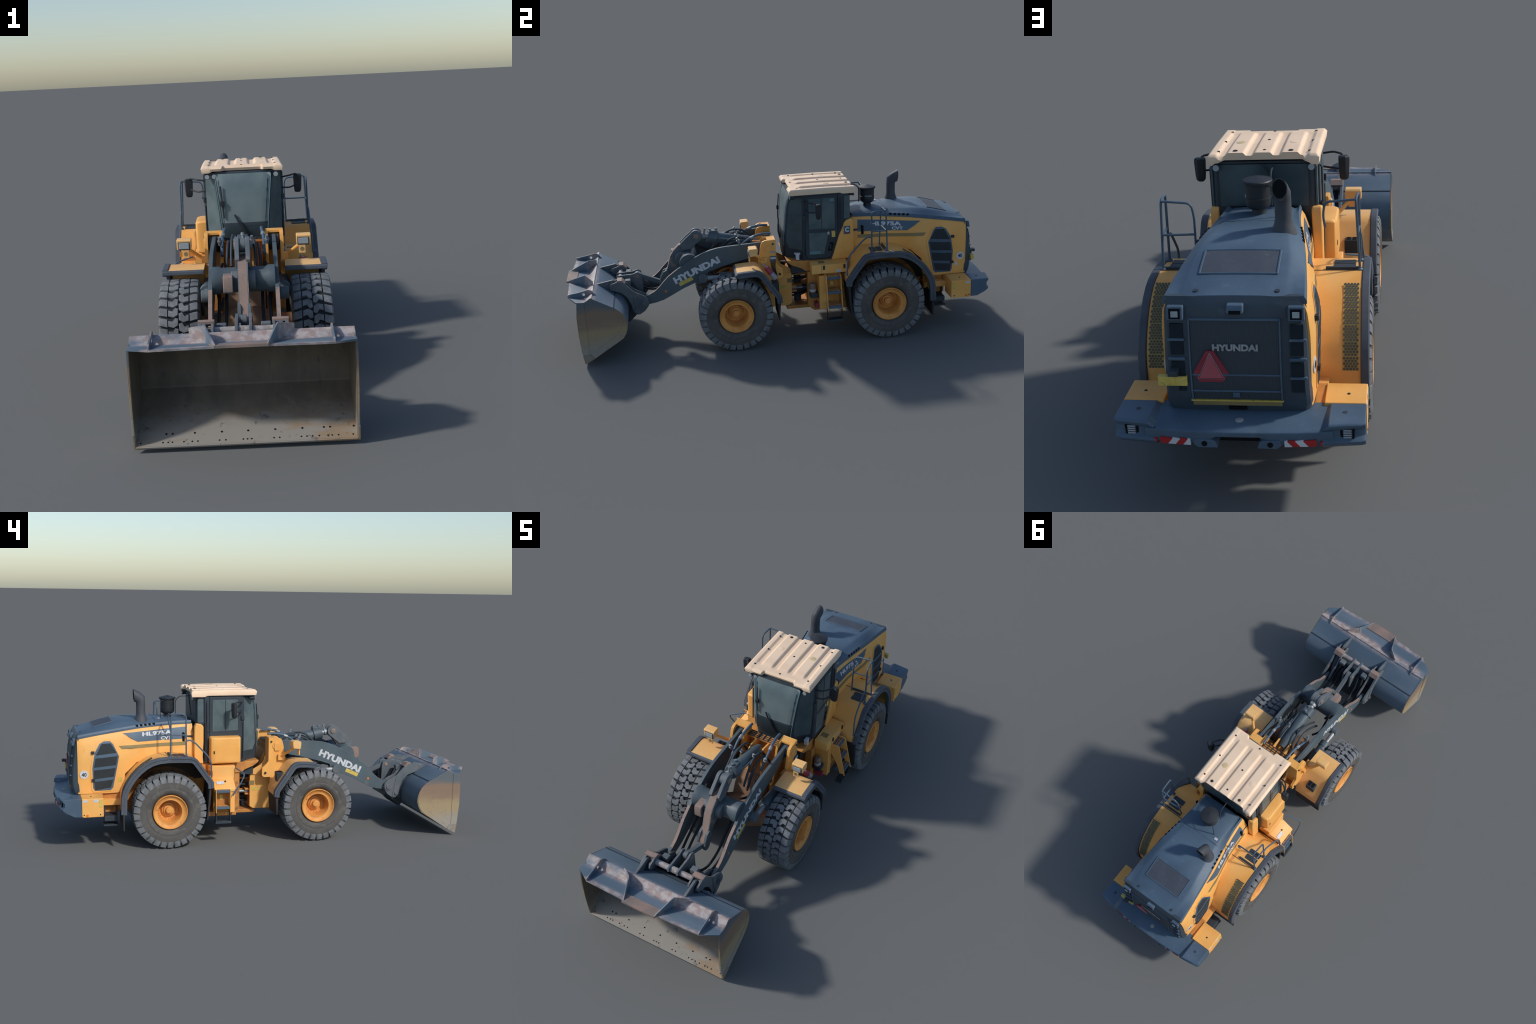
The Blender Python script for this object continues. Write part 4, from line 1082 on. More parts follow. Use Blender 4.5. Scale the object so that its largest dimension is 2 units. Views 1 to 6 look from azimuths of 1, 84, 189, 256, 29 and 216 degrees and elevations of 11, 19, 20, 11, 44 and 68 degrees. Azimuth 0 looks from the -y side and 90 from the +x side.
def roof():
    bm = bm_new()
    X = sorted(set([round(-0.158 + 0.0031 * i, 5) for i in range(101)]))
    Y = [round(0.0545 + 0.0035 * i, 5) for i in range(91)]
    def fy(x, y):     # front edge steps back in the middle, rear rim straight with small scallops
        f = 0.0545 + 0.0150 * (sstep(0.080, 0.070, abs(x + 0.002)))
        r = 0.370 - 0.012 * sstep(0.118, 0.106, abs(x + 0.003))
        t = (y - 0.0545) / (Y[-1] - 0.0545)
        return f + (r - f) * t
    top = [[bm.verts.new((x, fy(x, y), roof_z(x, fy(x, y)))) for x in X] for y in Y]
    def zlow(x, y):
        return 0.689 + 0.006 * sstep(0.13, 0.11, abs(x + 0.003)) - 0.006 * sstep(0.29, 0.31, y) * sstep(0.13, 0.14, abs(x))
    low = [[bm.verts.new((x * 0.985, fy(x, y) + (0.004 if j < 2 else -0.003 if j > len(Y) - 3 else 0), zlow(x, fy(x, y)))) for x in X] for j, y in enumerate(Y)]
    n, m = len(Y), len(X)
    for g in (top, low):
        for j in range(n - 1):
            for i in range(m - 1):
                bm.faces.new((g[j][i], g[j][i + 1], g[j + 1][i + 1], g[j + 1][i]))
    for i in range(m - 1):
        for j in (0, n - 1):
            bm.faces.new((top[j][i], top[j][i + 1], low[j][i + 1], low[j][i]))
    for j in range(n - 1):
        for i in (0, m - 1):
            bm.faces.new((top[j][i], top[j + 1][i], low[j + 1][i], low[j][i]))
    return part("cab_roof", bm, ROOF, MR, cab, angle=60)
rf_ = roof()
ME_RB = finish("roof_bolt", stack((0, 0, 0), (0, 0, 1), [(-0.002, 0.0042), (0.0012, 0.0042), (0.0018, 0.003)], 12), BLACK)
for x, y in ((0.123, 0.096), (-0.004, 0.085), (-0.129, 0.096), (0.123, 0.217), (0.124, 0.329), (-0.004, 0.217), (-0.129, 0.217), (-0.005, 0.330), (-0.129, 0.329)):
    place("roof_bolt", ME_RB, MR @ Matrix.Translation((x, y, roof_z(x, y))), rf_)
for x, y in ((0.075, 0.338), (-0.079, 0.340)):
    place("roof_bolt", ME_RB, MR @ Matrix.Translation((x, y, roof_z(x, y))) @ Matrix.Scale(1.6, 4), rf_)
part("roof_disc", stack((0.074, 0.243, roof_z(0.074, 0.243) - 0.001), (0, 0, 1), [(0, 0.013), (0.0016, 0.013), (0.002, 0.011)], 24), flat("pale_disc", (0.66, 0.52, 0.28), 0.6), MR, rf_)
part("roof_disc", stack((-0.079, 0.243, roof_z(-0.079, 0.243) - 0.001), (0, 0, 1), [(0, 0.013), (0.0016, 0.013), (0.002, 0.011)], 24), ROOF, MR, rf_)
part("roof_liner", box(-0.143, 0.143, 0.066, 0.350, 0.684, 0.6895), DARK, MR, cab)
for x in (-0.135, -0.108, 0.098, 0.125):
    wl = part("work_lamp", stack((x, 0.088, 0.675), (0, -1, 0), [(0, 0.007), (0.014, 0.0105), (0.026, 0.0105)], 18), DARK, MR, cab)
    part("lamp_lens", stack((x, 0.0625, 0.675), (0, -1, 0), [(0, 0.009), (0.002, 0.0085)], 18), LENS, MR, wl)
for x in (-0.135, 0.128):
    wl = part("work_lamp", stack((x, 0.345, 0.675), (0, 1, 0), [(0, 0.008), (0.018, 0.0105)], 18), DARK, MR, cab)
    part("lamp_lens", stack((x, 0.363, 0.675), (0, 1, 0), [(0, 0.009), (0.002, 0.0085)], 18), LENS, MR, wl)
# wipers on the windscreen
part("windscreen_wiper", tube([(0.004, 0.027, 0.452), (-0.012, 0.022, 0.480), (-0.038, 0.028, 0.532)], 0.0035, 6), BLACK, MR, cab)
part("windscreen_wiper", tube([(0.010, 0.026, 0.448), (-0.004, 0.021, 0.476), (-0.020, 0.024, 0.505)], 0.0045, 6), BLACK, MR, cab)
part("windscreen_wiper", tube([(-0.078, 0.031, 0.520), (-0.082, 0.033, 0.575), (-0.087, 0.040, 0.640)], 0.0028, 6), BLACK, MR, cab)
part("wiper_motor", box(-0.090, -0.076, 0.027, 0.037, 0.565, 0.585), BLACK, MR, cab, bevel=0.001)
# mirrors
for s in (1, -1):
    mr = part("mirror", flip(loft([[(0.212 + dx * k, 0.178 + dy * k, z) for dx, dy in ((-0.016, -0.010), (0.014, -0.012), (0.018, 0.004), (0.006, 0.014), (-0.014, 0.012))]
              for z, k in ((0.588, 0.55), (0.594, 0.8), (0.610, 0.9), (0.648, 1.0), (0.656, 0.95), (0.660, 0.7))]), s), BLACK, MR, ROOT, bevel=0.002, angle=30)
    part("mirror_arm", flip(tube(fillet_path([(0.148, 0.128, 0.655), (0.180, 0.130, 0.660), (0.205, 0.165, 0.662), (0.212, 0.175, 0.655)], 0.012), 0.0032, 8), s), BLACK, MR, mr)
    part("mirror_arm", flip(tube(fillet_path([(0.148, 0.128, 0.615), (0.178, 0.135, 0.612), (0.205, 0.170, 0.618)], 0.012), 0.0032, 8), s), BLACK, MR, mr)

# ================================================================== ENGINE HOOD AND SIDES
def tab(t):
    return lambda y: lerp_tab(t, y)
WT = tab([(0.362, 0.104), (0.42, 0.106), (0.50, 0.115), (0.57, 0.128), (0.65, 0.140), (0.74, 0.150), (0.82, 0.158), (0.897, 0.164)])
ZT = tab([(0.362, 0.557), (0.47, 0.5545), (0.615, 0.5455), (0.73, 0.5305), (0.82, 0.5185), (0.897, 0.506)])
ZC = tab([(0.362, 0.562), (0.385, 0.568), (0.43, 0.572), (0.49, 0.575), (0.557, 0.577), (0.62, 0.577), (0.68, 0.575), (0.715, 0.571), (0.75, 0.563), (0.78, 0.5555), (0.82, 0.5435), (0.87, 0.529), (0.897, 0.520)])
XR = tab([(0.362, 0.086), (0.50, 0.088), (0.58, 0.094), (0.657, 0.106), (0.75, 0.118), (0.80, 0.122), (0.897, 0.122)])
WB = tab([(0.362, 0.134), (0.51, 0.140), (0.60, 0.156), (0.65, 0.166), (0.72, 0.176), (0.78, 0.179), (0.85, 0.177), (0.905, 0.173)])
ZBOT = tab([(0.362, 0.395), (0.62, 0.395), (0.685, 0.335), (0.692, 0.258), (0.72, 0.248), (0.905, 0.248)])
ys = [0.362, 0.375, 0.40, 0.43, 0.47, 0.51, 0.55, 0.59, 0.63, 0.67, 0.70, 0.733, 0.76, 0.79, 0.82, 0.85, 0.875, 0.897]
rings = []
for y in ys:
    w, zt, zc, xr = WT(y), ZT(y), ZC(y), XR(y)
    h = [(0, zc + 0.002), (xr * 0.5, zc + 0.0015), (xr * 0.92, zc - 0.001), (xr, zc - 0.004), (xr + (w - xr) * 0.38, zc - (zc - zt) * 0.36),
         (w - 0.004, zt + 0.012), (w + 0.0005, zt + 0.004), (w + 0.001, zt - 0.004), (w - 0.012, zt - 0.006)]
    rings.append([(x, y, z) for x, z in h] + [(-x, y, z) for x, z in reversed(h[1:])])
hood = part("engine_hood", loft(rings), GREY, MR, ROOT, angle=24)
# side panels (yellow), one skin each side
ys2 = [0.358, 0.372, 0.40, 0.44, 0.48, 0.52, 0.56, 0.60, 0.63, 0.66, 0.685, 0.692, 0.72, 0.75, 0.78, 0.81, 0.84, 0.87, 0.888, 0.900]
def side_x(y, z):
    """outer skin of the side panel at (y, z)"""
    w, zt, wb, zb = WT(y), ZT(y), WB(y), ZBOT(y)
    zm = 0.435 if y < 0.66 else 0.40
    if z >= zm:
        t = (zt - z) / (zt - zm)
        return w + (wb - w) * sin(min(1, max(0, t)) * pi / 2) ** 0.85
    low = wb - 0.006 if y < 0.69 else lerp_tab([(0.69, 0.168), (0.80, 0.174), (0.905, 0.171)], y)
    t = (zm - z) / max(1e-4, zm - 0.248)
    return wb + (low - wb) * min(1, t)
panels = {}
for s in (1, -1):
    rings = []
    for y in ys2:
        zt, zb = ZT(y) - 0.0045, ZBOT(y)
        col = []
        for k in range(13):
            z = zt + (zb - zt) * k / 12
            x = side_x(y, z)
            if k == 0:
                x -= 0.003
            if y > 0.895:
                x -= 0.003
            col.append((x, y, z))
        rings.append(col + [(WB(y) - 0.035, y, zb), (WT(y) - 0.03, y, zt)])
    panels[s] = part("body_panel", flip(loft(rings), s), YEL, MR, ROOT, angle=30)

def on_side(y, z, s, o=0.0):
    e = 0.004
    sx = side_x(y, z)
    n = Vector((1, -(side_x(y + e, z) - side_x(y - e, z)) / (2 * e), -(side_x(y, z + e) - side_x(y, z - e)) / (2 * e))).normalized()
    p = Vector((sx, y, z)) + n * o
    return Vector((s * p.x, p.y, p.z))
def side_patch(name, quad, s, mat, par, o=0.0012, n=14, m=4, inner=-0.003):
    """plate draped over the side panel; quad = 4 corners in (y,z)"""
    bm = bm_new()
    a, b, c, d = quad
    L = []
    for oo in (inner, o):
        g = []
        for j in range(m + 1):
            v = j / m
            g.append([bm.verts.new(on_side((a[0] * (1 - v) + d[0] * v) * (1 - i / n) + (b[0] * (1 - v) + c[0] * v) * i / n,
                                           (a[1] * (1 - v) + d[1] * v) * (1 - i / n) + (b[1] * (1 - v) + c[1] * v) * i / n, s, oo)) for i in range(n + 1)])
        L.append(g)
    lo, hi = L
    for j in range(m):
        for i in range(n):
            bm.faces.new((hi[j][i], hi[j][i + 1], hi[j + 1][i + 1], hi[j + 1][i]))
        for i in (0, n):
            bm.faces.new((hi[j][i], hi[j + 1][i], lo[j + 1][i], lo[j][i]))
    for i in range(n):
        for j in (0, m):
            bm.faces.new((hi[j][i], hi[j][i + 1], lo[j][i + 1], lo[j][i]))
    return part(name, bm, mat, MR, par, angle=50)
def side_outline(name, poly, s, mat, par, o, inner=-0.004, bevel=0.0, rows=18, cols=8):
    """plate of any convex outline draped over the side panel: rows from bottom to top between its edges"""
    z0, z1 = min(p[1] for p in poly), max(p[1] for p in poly)
    def span(z):
        c = []
        for (ya, za), (yb, zb) in zip(poly, poly[1:] + poly[:1]):
            if abs(zb - za) > 1e-7 and (za - z) * (zb - z) <= 0:
                c.append(ya + (yb - ya) * (z - za) / (zb - za))
        return min(c), max(c)
    zl = sorted(set([round(p[1], 6) for p in poly] + [z0 + (z1 - z0) * k / rows for k in range(rows + 1)]))
    zl = [min(max(z, z0 + 1e-6), z1 - 1e-6) for z in zl]
    bm = bm_new()
    G = []
    for oo in (inner, o):
        g = []
        for z in zl:
            a, b = span(z)
            b = max(b, a + 1e-4)
            g.append([bm.verts.new(on_side(a + (b - a) * i / cols, z, s, oo)) for i in range(cols + 1)])
        G.append(g)
    lo, hi = G
    for j in range(len(zl) - 1):
        for i in range(cols):
            bm.faces.new((hi[j][i], hi[j][i + 1], hi[j + 1][i + 1], hi[j + 1][i]))
        for i in (0, cols):
            bm.faces.new((hi[j][i], hi[j + 1][i], lo[j + 1][i], lo[j][i]))
    for i in range(cols):
        for j in (0, len(zl) - 1):
            bm.faces.new((hi[j][i], hi[j][i + 1], lo[j][i + 1], lo[j][i]))
    return part(name, bm, mat, MR, par, angle=40)
def drape_letters(name, body, yc, zc, w, h, s, mat, par, bold=0.05, tilt=0.0):
    o = letters(name, body, (0, 0, 0), (1, 0, 0), (0, 1, 0), w, h, mat, MR, par, depth=0.0012, bold=bold)
    for v in o.data.vertices:
        u, vv, d = v.co
        y = yc + (u if s > 0 else -u)
        z = zc + vv + tilt * (y - yc)
        v.co = on_side(y, z, s, 0.0022 + d)
    if s < 0:
        o.data.flip_normals()
    return o

for s in (1, -1):
    pn = panels[s]
    dy = -0.008 if s > 0 else 0.0
    side_patch("name_stripe", [(0.392 + dy, 0.540), (0.690 + dy, 0.5215), (0.624 + dy, 0.481), (0.388 + dy, 0.486)], s, GREY, pn)
    side_patch("accent_stripe", [(0.388 + dy, 0.472), (0.712 + dy, 0.466), (0.698 + dy, 0.451), (0.388 + dy, 0.456)], s, OLIVE, pn)
    drape_letters("model_lettering", "HL975A", 0.530 + dy * 1.6, 0.5155, 0.142, 0.0195, s, WHITE, pn, bold=0.045, tilt=-0.03)
    drape_letters("model_lettering", "CVT", (0.570 if s > 0 else 0.487), 0.4925, 0.052, 0.0150, s, WHITE, pn, bold=0.04, tilt=-0.03)
    # ventilation grille with yellow surround and four louvre fields
    vent = [(0.832, 0.275), (0.834, 0.370), (0.822, 0.440), (0.800, 0.478), (0.780, 0.489), (0.752, 0.489), (0.738, 0.475), (0.713, 0.420), (0.722, 0.370),
            (0.741, 0.275), (0.752, 0.263), (0.824, 0.262)]
    cy = sum(p[0] for p in vent) / len(vent)
    cz = sum(p[1] for p in vent) / len(vent)
    big = [(cy + (p[0] - cy) * 1.14, cz + (p[1] - cz) * 1.06) for p in vent]
    side_outline("vent_surround", big, s, YEL, pn, 0.0022)
    vp = side_outline("body_vent", vent, s, GREY, pn, 0.0036)
    def span(z):      # vent edges at a height, inset
        ys_ = []
        for (y0, z0), (y1, z1) in zip(vent, vent[1:] + vent[:1]):
            if (z0 - z) * (z1 - z) <= 0 and abs(z1 - z0) > 1e-6:
                ys_.append(y0 + (y1 - y0) * (z - z0) / (z1 - z0))
        return min(ys_) + 0.006, max(ys_) - 0.006
    for z0, z1 in ((0.270, 0.309), (0.321, 0.363), (0.375, 0.418), (0.431, 0.480)):
        a0, b0 = span(z0)
        a1, b1 = span(z1)
        dz = 0.010
        side_outline("vent_mesh_panel", [(a0, z0 + dz * 0.5), (b0, z0 - dz * 0.4), (b1, z1 - dz * 0.5), (a1, z1 + dz * 0.3)] if z0 < 0.43 else [(a0, z0 + dz * 0.5), (b0, z0 - dz * 0.4), (b1, z1 - 0.002), (a1, z1 - 0.001)], s, MESHM, vp, 0.0043)
    for z in (0.440, 0.312):
        side_outline("vent_hinge", [(0.824, z - 0.006), (0.838, z - 0.006), (0.838, z + 0.006), (0.824, z + 0.006)], s, BLACK, vp, 0.009)
    # speed disc
    disc = circle((0.872, 0.339), 0.0195, 28)
    side_outline("speed_disc", disc, s, WHITE, pn, 0.0020)
    drape_letters("speed_number", "40", 0.872, 0.339, 0.022, 0.018, s, BLACK, pn, bold=0.02)
    side_outline("small_sticker", [(0.700, 0.300), (0.718, 0.300), (0.718, 0.320), (0.700, 0.320)], s, STICKER, pn, 0.0012)
    side_outline("small_sticker", [(0.846, 0.292), (0.866, 0.292), (0.866, 0.298), (0.856, 0.298), (0.856, 0.312), (0.846, 0.312)], s, PALE, pn, 0.0012) if s > 0 else None
    # small louvres in the hood flank
    for k in range(5):
        y = 0.543 + 0.0200 * k
        w, zt, zc, xr = WT(y), ZT(y), ZC(y), XR(y)
        x = w - 0.003
        part("hood_louvre", flip(box(x - 0.006, x + 0.0035, y - 0.0055, y + 0.0055, zt + 0.003, zt + 0.0125), s), NEARBLACK, MR, hood)
    part("panel_handle", flip(prism([(0.398, 0.470), (0.398, 0.512), (0.401, 0.515), (0.406, 0.515), (0.409, 0.512), (0.410, 0.470), (0.407, 0.466), (0.401, 0.466)], 0.100, side_x(0.404, 0.49) + 0.0035), s), NEARBLACK, MR, pn)

# hatch on the hood
def hood_top(x, y):
    return ZC(y) + 0.0018 - 0.002 * (abs(x) / 0.1) ** 2
bm = bm_new()
G = []
for o in (-0.004, 0.0012):
    G.append([[bm.verts.new((-0.089 + 0.178 * i / 8, 0.733 + 0.087 * j / 8, hood_top(-0.089 + 0.178 * i / 8, 0.733 + 0.087 * j / 8) + o)) for i in range(9)] for j in range(9)])
for j in range(8):
    for i in range(8):
        bm.faces.new((G[1][j][i], G[1][j][i + 1], G[1][j + 1][i + 1], G[1][j + 1][i]))
for i in range(8):
    for j in (0, 8):
        bm.faces.new((G[1][j][i], G[1][j][i + 1], G[0][j][i + 1], G[0][j][i]))
        bm.faces.new((G[1][i][j], G[1][i + 1][j], G[0][i + 1][j], G[0][i][j]))
HATCH = paint("hatch_mesh_grey", (0.052, 0.064, 0.086), (0.064, 0.078, 0.102), (0.12, 0.13, 0.145), rough=0.8, dirt_amt=(0.58, 0.7), scale=14, dirt_scale=35)
hx = part("hood_hatch", bm, HATCH, MR, hood)
for pth in ([(-0.091, 0.731), (0.091, 0.731)], [(-0.091, 0.822), (0.091, 0.822)], [(-0.091, 0.731), (-0.091, 0.822)], [(0.091, 0.731), (0.091, 0.822)]):
    a, b = pth
    pts = [(a[0] + (b[0] - a[0]) * i / 8, a[1] + (b[1] - a[1]) * i / 8) for i in range(9)]
    part("hatch_frame", tube([(x, y, hood_top(x, y) + 0.0005) for x, y in pts], 0.0030, 6), GREY, MR, hx)
part("hood_seam", tube([(WT(0.535) * t * 0.98, 0.535, (ZC(0.535) + 0.0015 if abs(t) < 0.72 else ZC(0.535) - (abs(t) - 0.72) / 0.28 * (ZC(0.535) - ZT(0.535) - 0.004))) for t in [-1 + 0.1 * i for i in range(21)]], 0.0008, 5), DARK, MR, hood)
part("hood_sticker", box(-0.078, -0.062, 0.507, 0.518, 0.5765, 0.5785), PALE, MR, hood)
for x in (0.088, -0.098):
    part("hood_fastener", stack((x, 0.880, ZC(0.88) + 0.0005), (0, 0.2, 1), [(-0.004, 0.0055), (0.0015, 0.0055)], 14), DARK, MR, hood)

# exhaust
EXM = paint("exhaust_grey", (0.062, 0.068, 0.080), (0.050, 0.055, 0.066), (0.085, 0.085, 0.09), rough=0.6, scale=18)
exr = []
def ering(c, d, r, rx=None, n=28):
    c, d = Vector(c), Vector(d).normalized()
    u = Vector((1, 0, 0))
    v = d.cross(u)
    return [c + u * ((rx or r) * cos(2 * pi * i / n)) + v * (r * sin(2 * pi * i / n)) for i in range(n)]
exr = [ering((-0.083, 0.598, 0.562), (0, 0, 1), 0.034), ering((-0.083, 0.598, 0.580), (0, 0, 1), 0.029), ering((-0.083, 0.598, 0.592), (0, 0, 1), 0.0245), ering((-0.083, 0.598, 0.606), (0, 0, 1), 0.0215),
       ering((-0.083, 0.598, 0.648), (0, 0, 1), 0.0212), ering((-0.083, 0.599, 0.6700), (0, 0.62, 1), 0.0255, 0.0212), ering((-0.081, 0.616, 0.682), (0, 1, 0.62), 0.0265, 0.0208), ering((-0.080, 0.6300, 0.6905), (0, 1, -0.05), 0.0280, 0.0200)]
ep = part("exhaust_pipe", loft(exr), EXM, MR, ROOT, angle=50)
part("exhaust_mouth_disc", loft([ering((-0.080, 0.6290, 0.6905), (0, 1, -0.05), 0.0248, 0.0168), ering((-0.080, 0.6312, 0.6905), (0, 1, -0.05), 0.0248, 0.0168)]), NEARBLACK, MR, ep)  # dark disc closes the pipe end, coloured like its shaded inside
# air pre-cleaner
ap = part("air_intake", stack((0.0, 0.459, 0.570), (0, 0, 1), [(-0.012, 0.024), (0.006, 0.019), (0.019, 0.018), (0.022, 0.025), (0.027, 0.0310), (0.034, 0.0335), (0.046, 0.0335), (0.0465, 0.0345), (0.052, 0.0345), (0.0525, 0.0335), (0.090, 0.0345), (0.091, 0.040), (0.096, 0.0405), (0.099, 0.038), (0.108, 0.001)], 36), BLACK, MR, ROOT)
ap.data.materials[0] = paint("intake_black_plastic", (0.026, 0.030, 0.036), (0.020, 0.024, 0.029), (0.06, 0.062, 0.065), rough=0.5, scale=20)
o = letters("intake_lettering", "HYUNDAI", (0, 0, 0), (1, 0, 0), (0, 1, 0), 0.036, 0.008, SILVER, MR, ap, bold=0.03)
for v in o.data.vertices:
    a = v.co.x / 0.034
    v.co = Vector((0.0343 * cos(a) + v.co.z * cos(a), 0.459 + 0.0343 * sin(a), 0.627 + v.co.y))
part("intake_sensor", tube(fillet_path([(-0.050, 0.500, 0.575), (-0.050, 0.500, 0.655), (-0.030, 0.480, 0.656)], 0.006), 0.0020, 6), DARK, MR, ap)
part("cab_hose", tube(fillet_path([(-0.03, 0.352, 0.676), (-0.03, 0.405, 0.676), (-0.03, 0.425, 0.655), (-0.03, 0.425, 0.585)], 0.012), 0.0026, 6), DARK, MR, cab)

# ================================================================== REAR GRILLE PANEL
def gy(z):
    return lerp_tab([(0.235, 0.915), (0.262, 0.926), (0.300, 0.9335), (0.36, 0.931), (0.43, 0.923), (0.497, 0.911), (0.510, 0.905), (0.520, 0.893)], z)
rings = []
for k, zz in enumerate([0.236, 0.246, 0.262, 0.285, 0.31, 0.36, 0.40, 0.44, 0.475, 0.497, 0.510, 0.520]):
    w = lerp_tab([(0.236, 0.165), (0.262, 0.171), (0.40, 0.167), (0.50, 0.163), (0.52, 0.159)], zz)
    y = gy(zz)
    zt = zz
    rings.append([(-w + 0.004, 0.885, zt), (-w, 0.895, zt), (-w + 0.004, max(0.8965, y - 0.012), zt), (-w + 0.012, max(0.897, y - 0.005), zt), (-0.09, max(0.898, y), zt), (0.09, max(0.898, y), zt), (w - 0.012, max(0.897, y - 0.005), zt), (w - 0.004, max(0.8965, y - 0.012), zt), (w, 0.895, zt), (w - 0.004, 0.885, zt)])
rear = part("grille_panel", loft(rings), GRID, MR, ROOT, angle=28)
def gpanel(name, x0, x1, z0, z1, mat, o=0.0015, par=None, inner=-0.004, nz=8, bevel=0.0):
    bm = bm_new()
    R = []
    for j in range(nz + 1):
        z = z0 + (z1 - z0) * j / nz
        R.append([(x0, gy(z) + inner, z), (x1, gy(z) + inner, z), (x1, gy(z) + o, z), (x0, gy(z) + o, z)])
    loft(R, bm=bm)
    return part(name, bm, mat, MR, par or rear, bevel=bevel)
gm = gpanel("grille_mesh", -0.103, 0.101, 0.279, 0.471, GRILLE, 0.0015)
gpanel("grille_frame", -0.106, 0.104, 0.470, 0.4745, GREY, 0.0042, nz=2)
gpanel("grille_frame", -0.106, -0.1025, 0.277, 0.4735, GREY, 0.0042)
gpanel("grille_frame", 0.1005, 0.104, 0.277, 0.4735, GREY, 0.0042)
gpanel("grille_slat", -0.102, 0.100, 0.340, 0.3440, GREY, 0.0032, nz=2)
gpanel("grille_slat", -0.102, 0.100, 0.300, 0.3040, GREY, 0.0032, nz=2)
gpanel("grille_lip", -0.107, 0.107, 0.2735, 0.2770, STICKER, 0.0050, nz=2)
gpanel("grille_lip_mesh", -0.103, 0.103, 0.262, 0.2735, OLIVE, 0.0042, nz=2)
gpanel("grille_latch", -0.020, 0.022, 0.2475, 0.2575, NEARBLACK, 0.0045, nz=2)
gpanel("grille_latch", -0.008, 0.008, 0.286, 0.299, GREY, 0.0060, nz=2, bevel=0.001)
for s in (1, -1):
    off = -0.005
    for z0, z1 in ((0.427, 0.461), (0.389, 0.421), (0.339, 0.371), (0.300, 0.331)):
        if s > 0 and z0 < 0.34 and z0 > 0.3:
            pass
        gp = gpanel("grille_vent", min(s * 0.122, s * 0.152) + off, max(s * 0.122, s * 0.152) + off, z0, z1, VENT, 0.0012)
    for z in (0.425, 0.380, 0.335):
        gpanel("vent_bar", min(s * 0.119, s * 0.158) + off, max(s * 0.119, s * 0.158) + off, z - 0.003, z + 0.003, GREY, 0.0035, nz=2, bevel=0.001)
    lb = gpanel("lamp_housing", min(s * 0.118, s * 0.156) + off, max(s * 0.118, s * 0.156) + off, 0.471, 0.503, GREY, 0.010, nz=2, bevel=0.003)
    gpanel("lamp_bezel", min(s * 0.124, s * 0.150) + off, max(s * 0.124, s * 0.150) + off, 0.4755, 0.4985, NEARBLACK, 0.0108, par=lb, nz=1)
    gpanel("lamp_lens", min(s * 0.129, s * 0.145) + off, max(s * 0.129, s * 0.145) + off, 0.480, 0.493, LENS, 0.0122, par=lb, nz=1)
gpanel("camera_hood", -0.024, 0.014, 0.488, 0.508, GREY, 0.013, nz=2, bevel=0.003)
gpanel("camera_eye", -0.018, 0.008, 0.488, 0.496, NEARBLACK, 0.0138, nz=1)
letters("maker_lettering", "HYUNDAI", (-0.002, gy(0.408) + 0.0035, 0.408), (-1, 0, 0), (0, 0, 1), 0.104, 0.0165, SILVER, MR, rear, depth=0.003, bold=0.05)
# slow-vehicle triangle
def tri_poly(k):
    c = (0.056, 0.350)
    P = [(0.065, 0.401), (0.047, 0.401), (0.0155, 0.346), (0.029, 0.324), (0.084, 0.324), (0.097, 0.346)]
    return [(c[0] + (x - c[0]) * k, c[1] + (z - c[1]) * k) for x, z in P]
yq = gy(0.36) + 0.0035
td = part("warning_triangle", prism(tri_poly(1.0), yq - 0.004, yq, 'y'), REDR, MR, rear)
part("triangle_panel", prism([(0.056, 0.394), (0.029, 0.3345), (0.0835, 0.3345)], yq - 0.001, yq + 0.0012, 'y'), REDP, MR, td)
ol = [(0.056, 0.397), (0.0255, 0.332), (0.0870, 0.332)]
part("triangle_line", tube([(x, yq + 0.0008, z) for x, z in ol + ol[:1]], 0.0007, 4), SILVER, MR, td)
# number plate bracket
nb = part("plate_bracket", box(0.112, 0.180, 0.925, 0.940, 0.315, 0.338), STICKER, MR, rear, bevel=0.001)
part("plate_lamp", box(0.130, 0.152, 0.925, 0.955, 0.345, 0.358), DARK, MR, nb, bevel=0.002)
part("plate_post", box(0.132, 0.150, 0.915, 0.938, 0.300, 0.345), DARK, MR, nb)

# ================================================================== COUNTERWEIGHT
MC = MR @ Matrix.Translation((-0.006, 0, 0))
def cw_mid():
    prof = lambda yb: [(0.880, 0.246), (0.905, 0.243), (yb - 0.006, 0.2350), (yb, 0.231), (yb + 0.001, 0.217), (yb - 0.002, 0.200), (yb - 0.020, 0.190), (0.90, 0.190), (0.880, 0.20)]
    rings = []
    for x in (-0.215, -0.15, -0.08, -0.049, -0.03, 0.0, 0.03, 0.049, 0.08, 0.15, 0.215):
        yb = 1.000 - 0.022 * (x / 0.28) ** 2
        pr = prof(yb)
        if abs(x) < 0.05:
            pr = pr[:4] + [(yb, 0.222), (yb - 0.004, 0.217), (yb - 0.030, 0.214), (0.90, 0.205), (0.880, 0.205)]
        rings.append([(x, *p) for p in pr])
    return loft(rings)
cw = part("counterweight", cw_mid(), GREY, MC, ROOT, bevel=0.002)
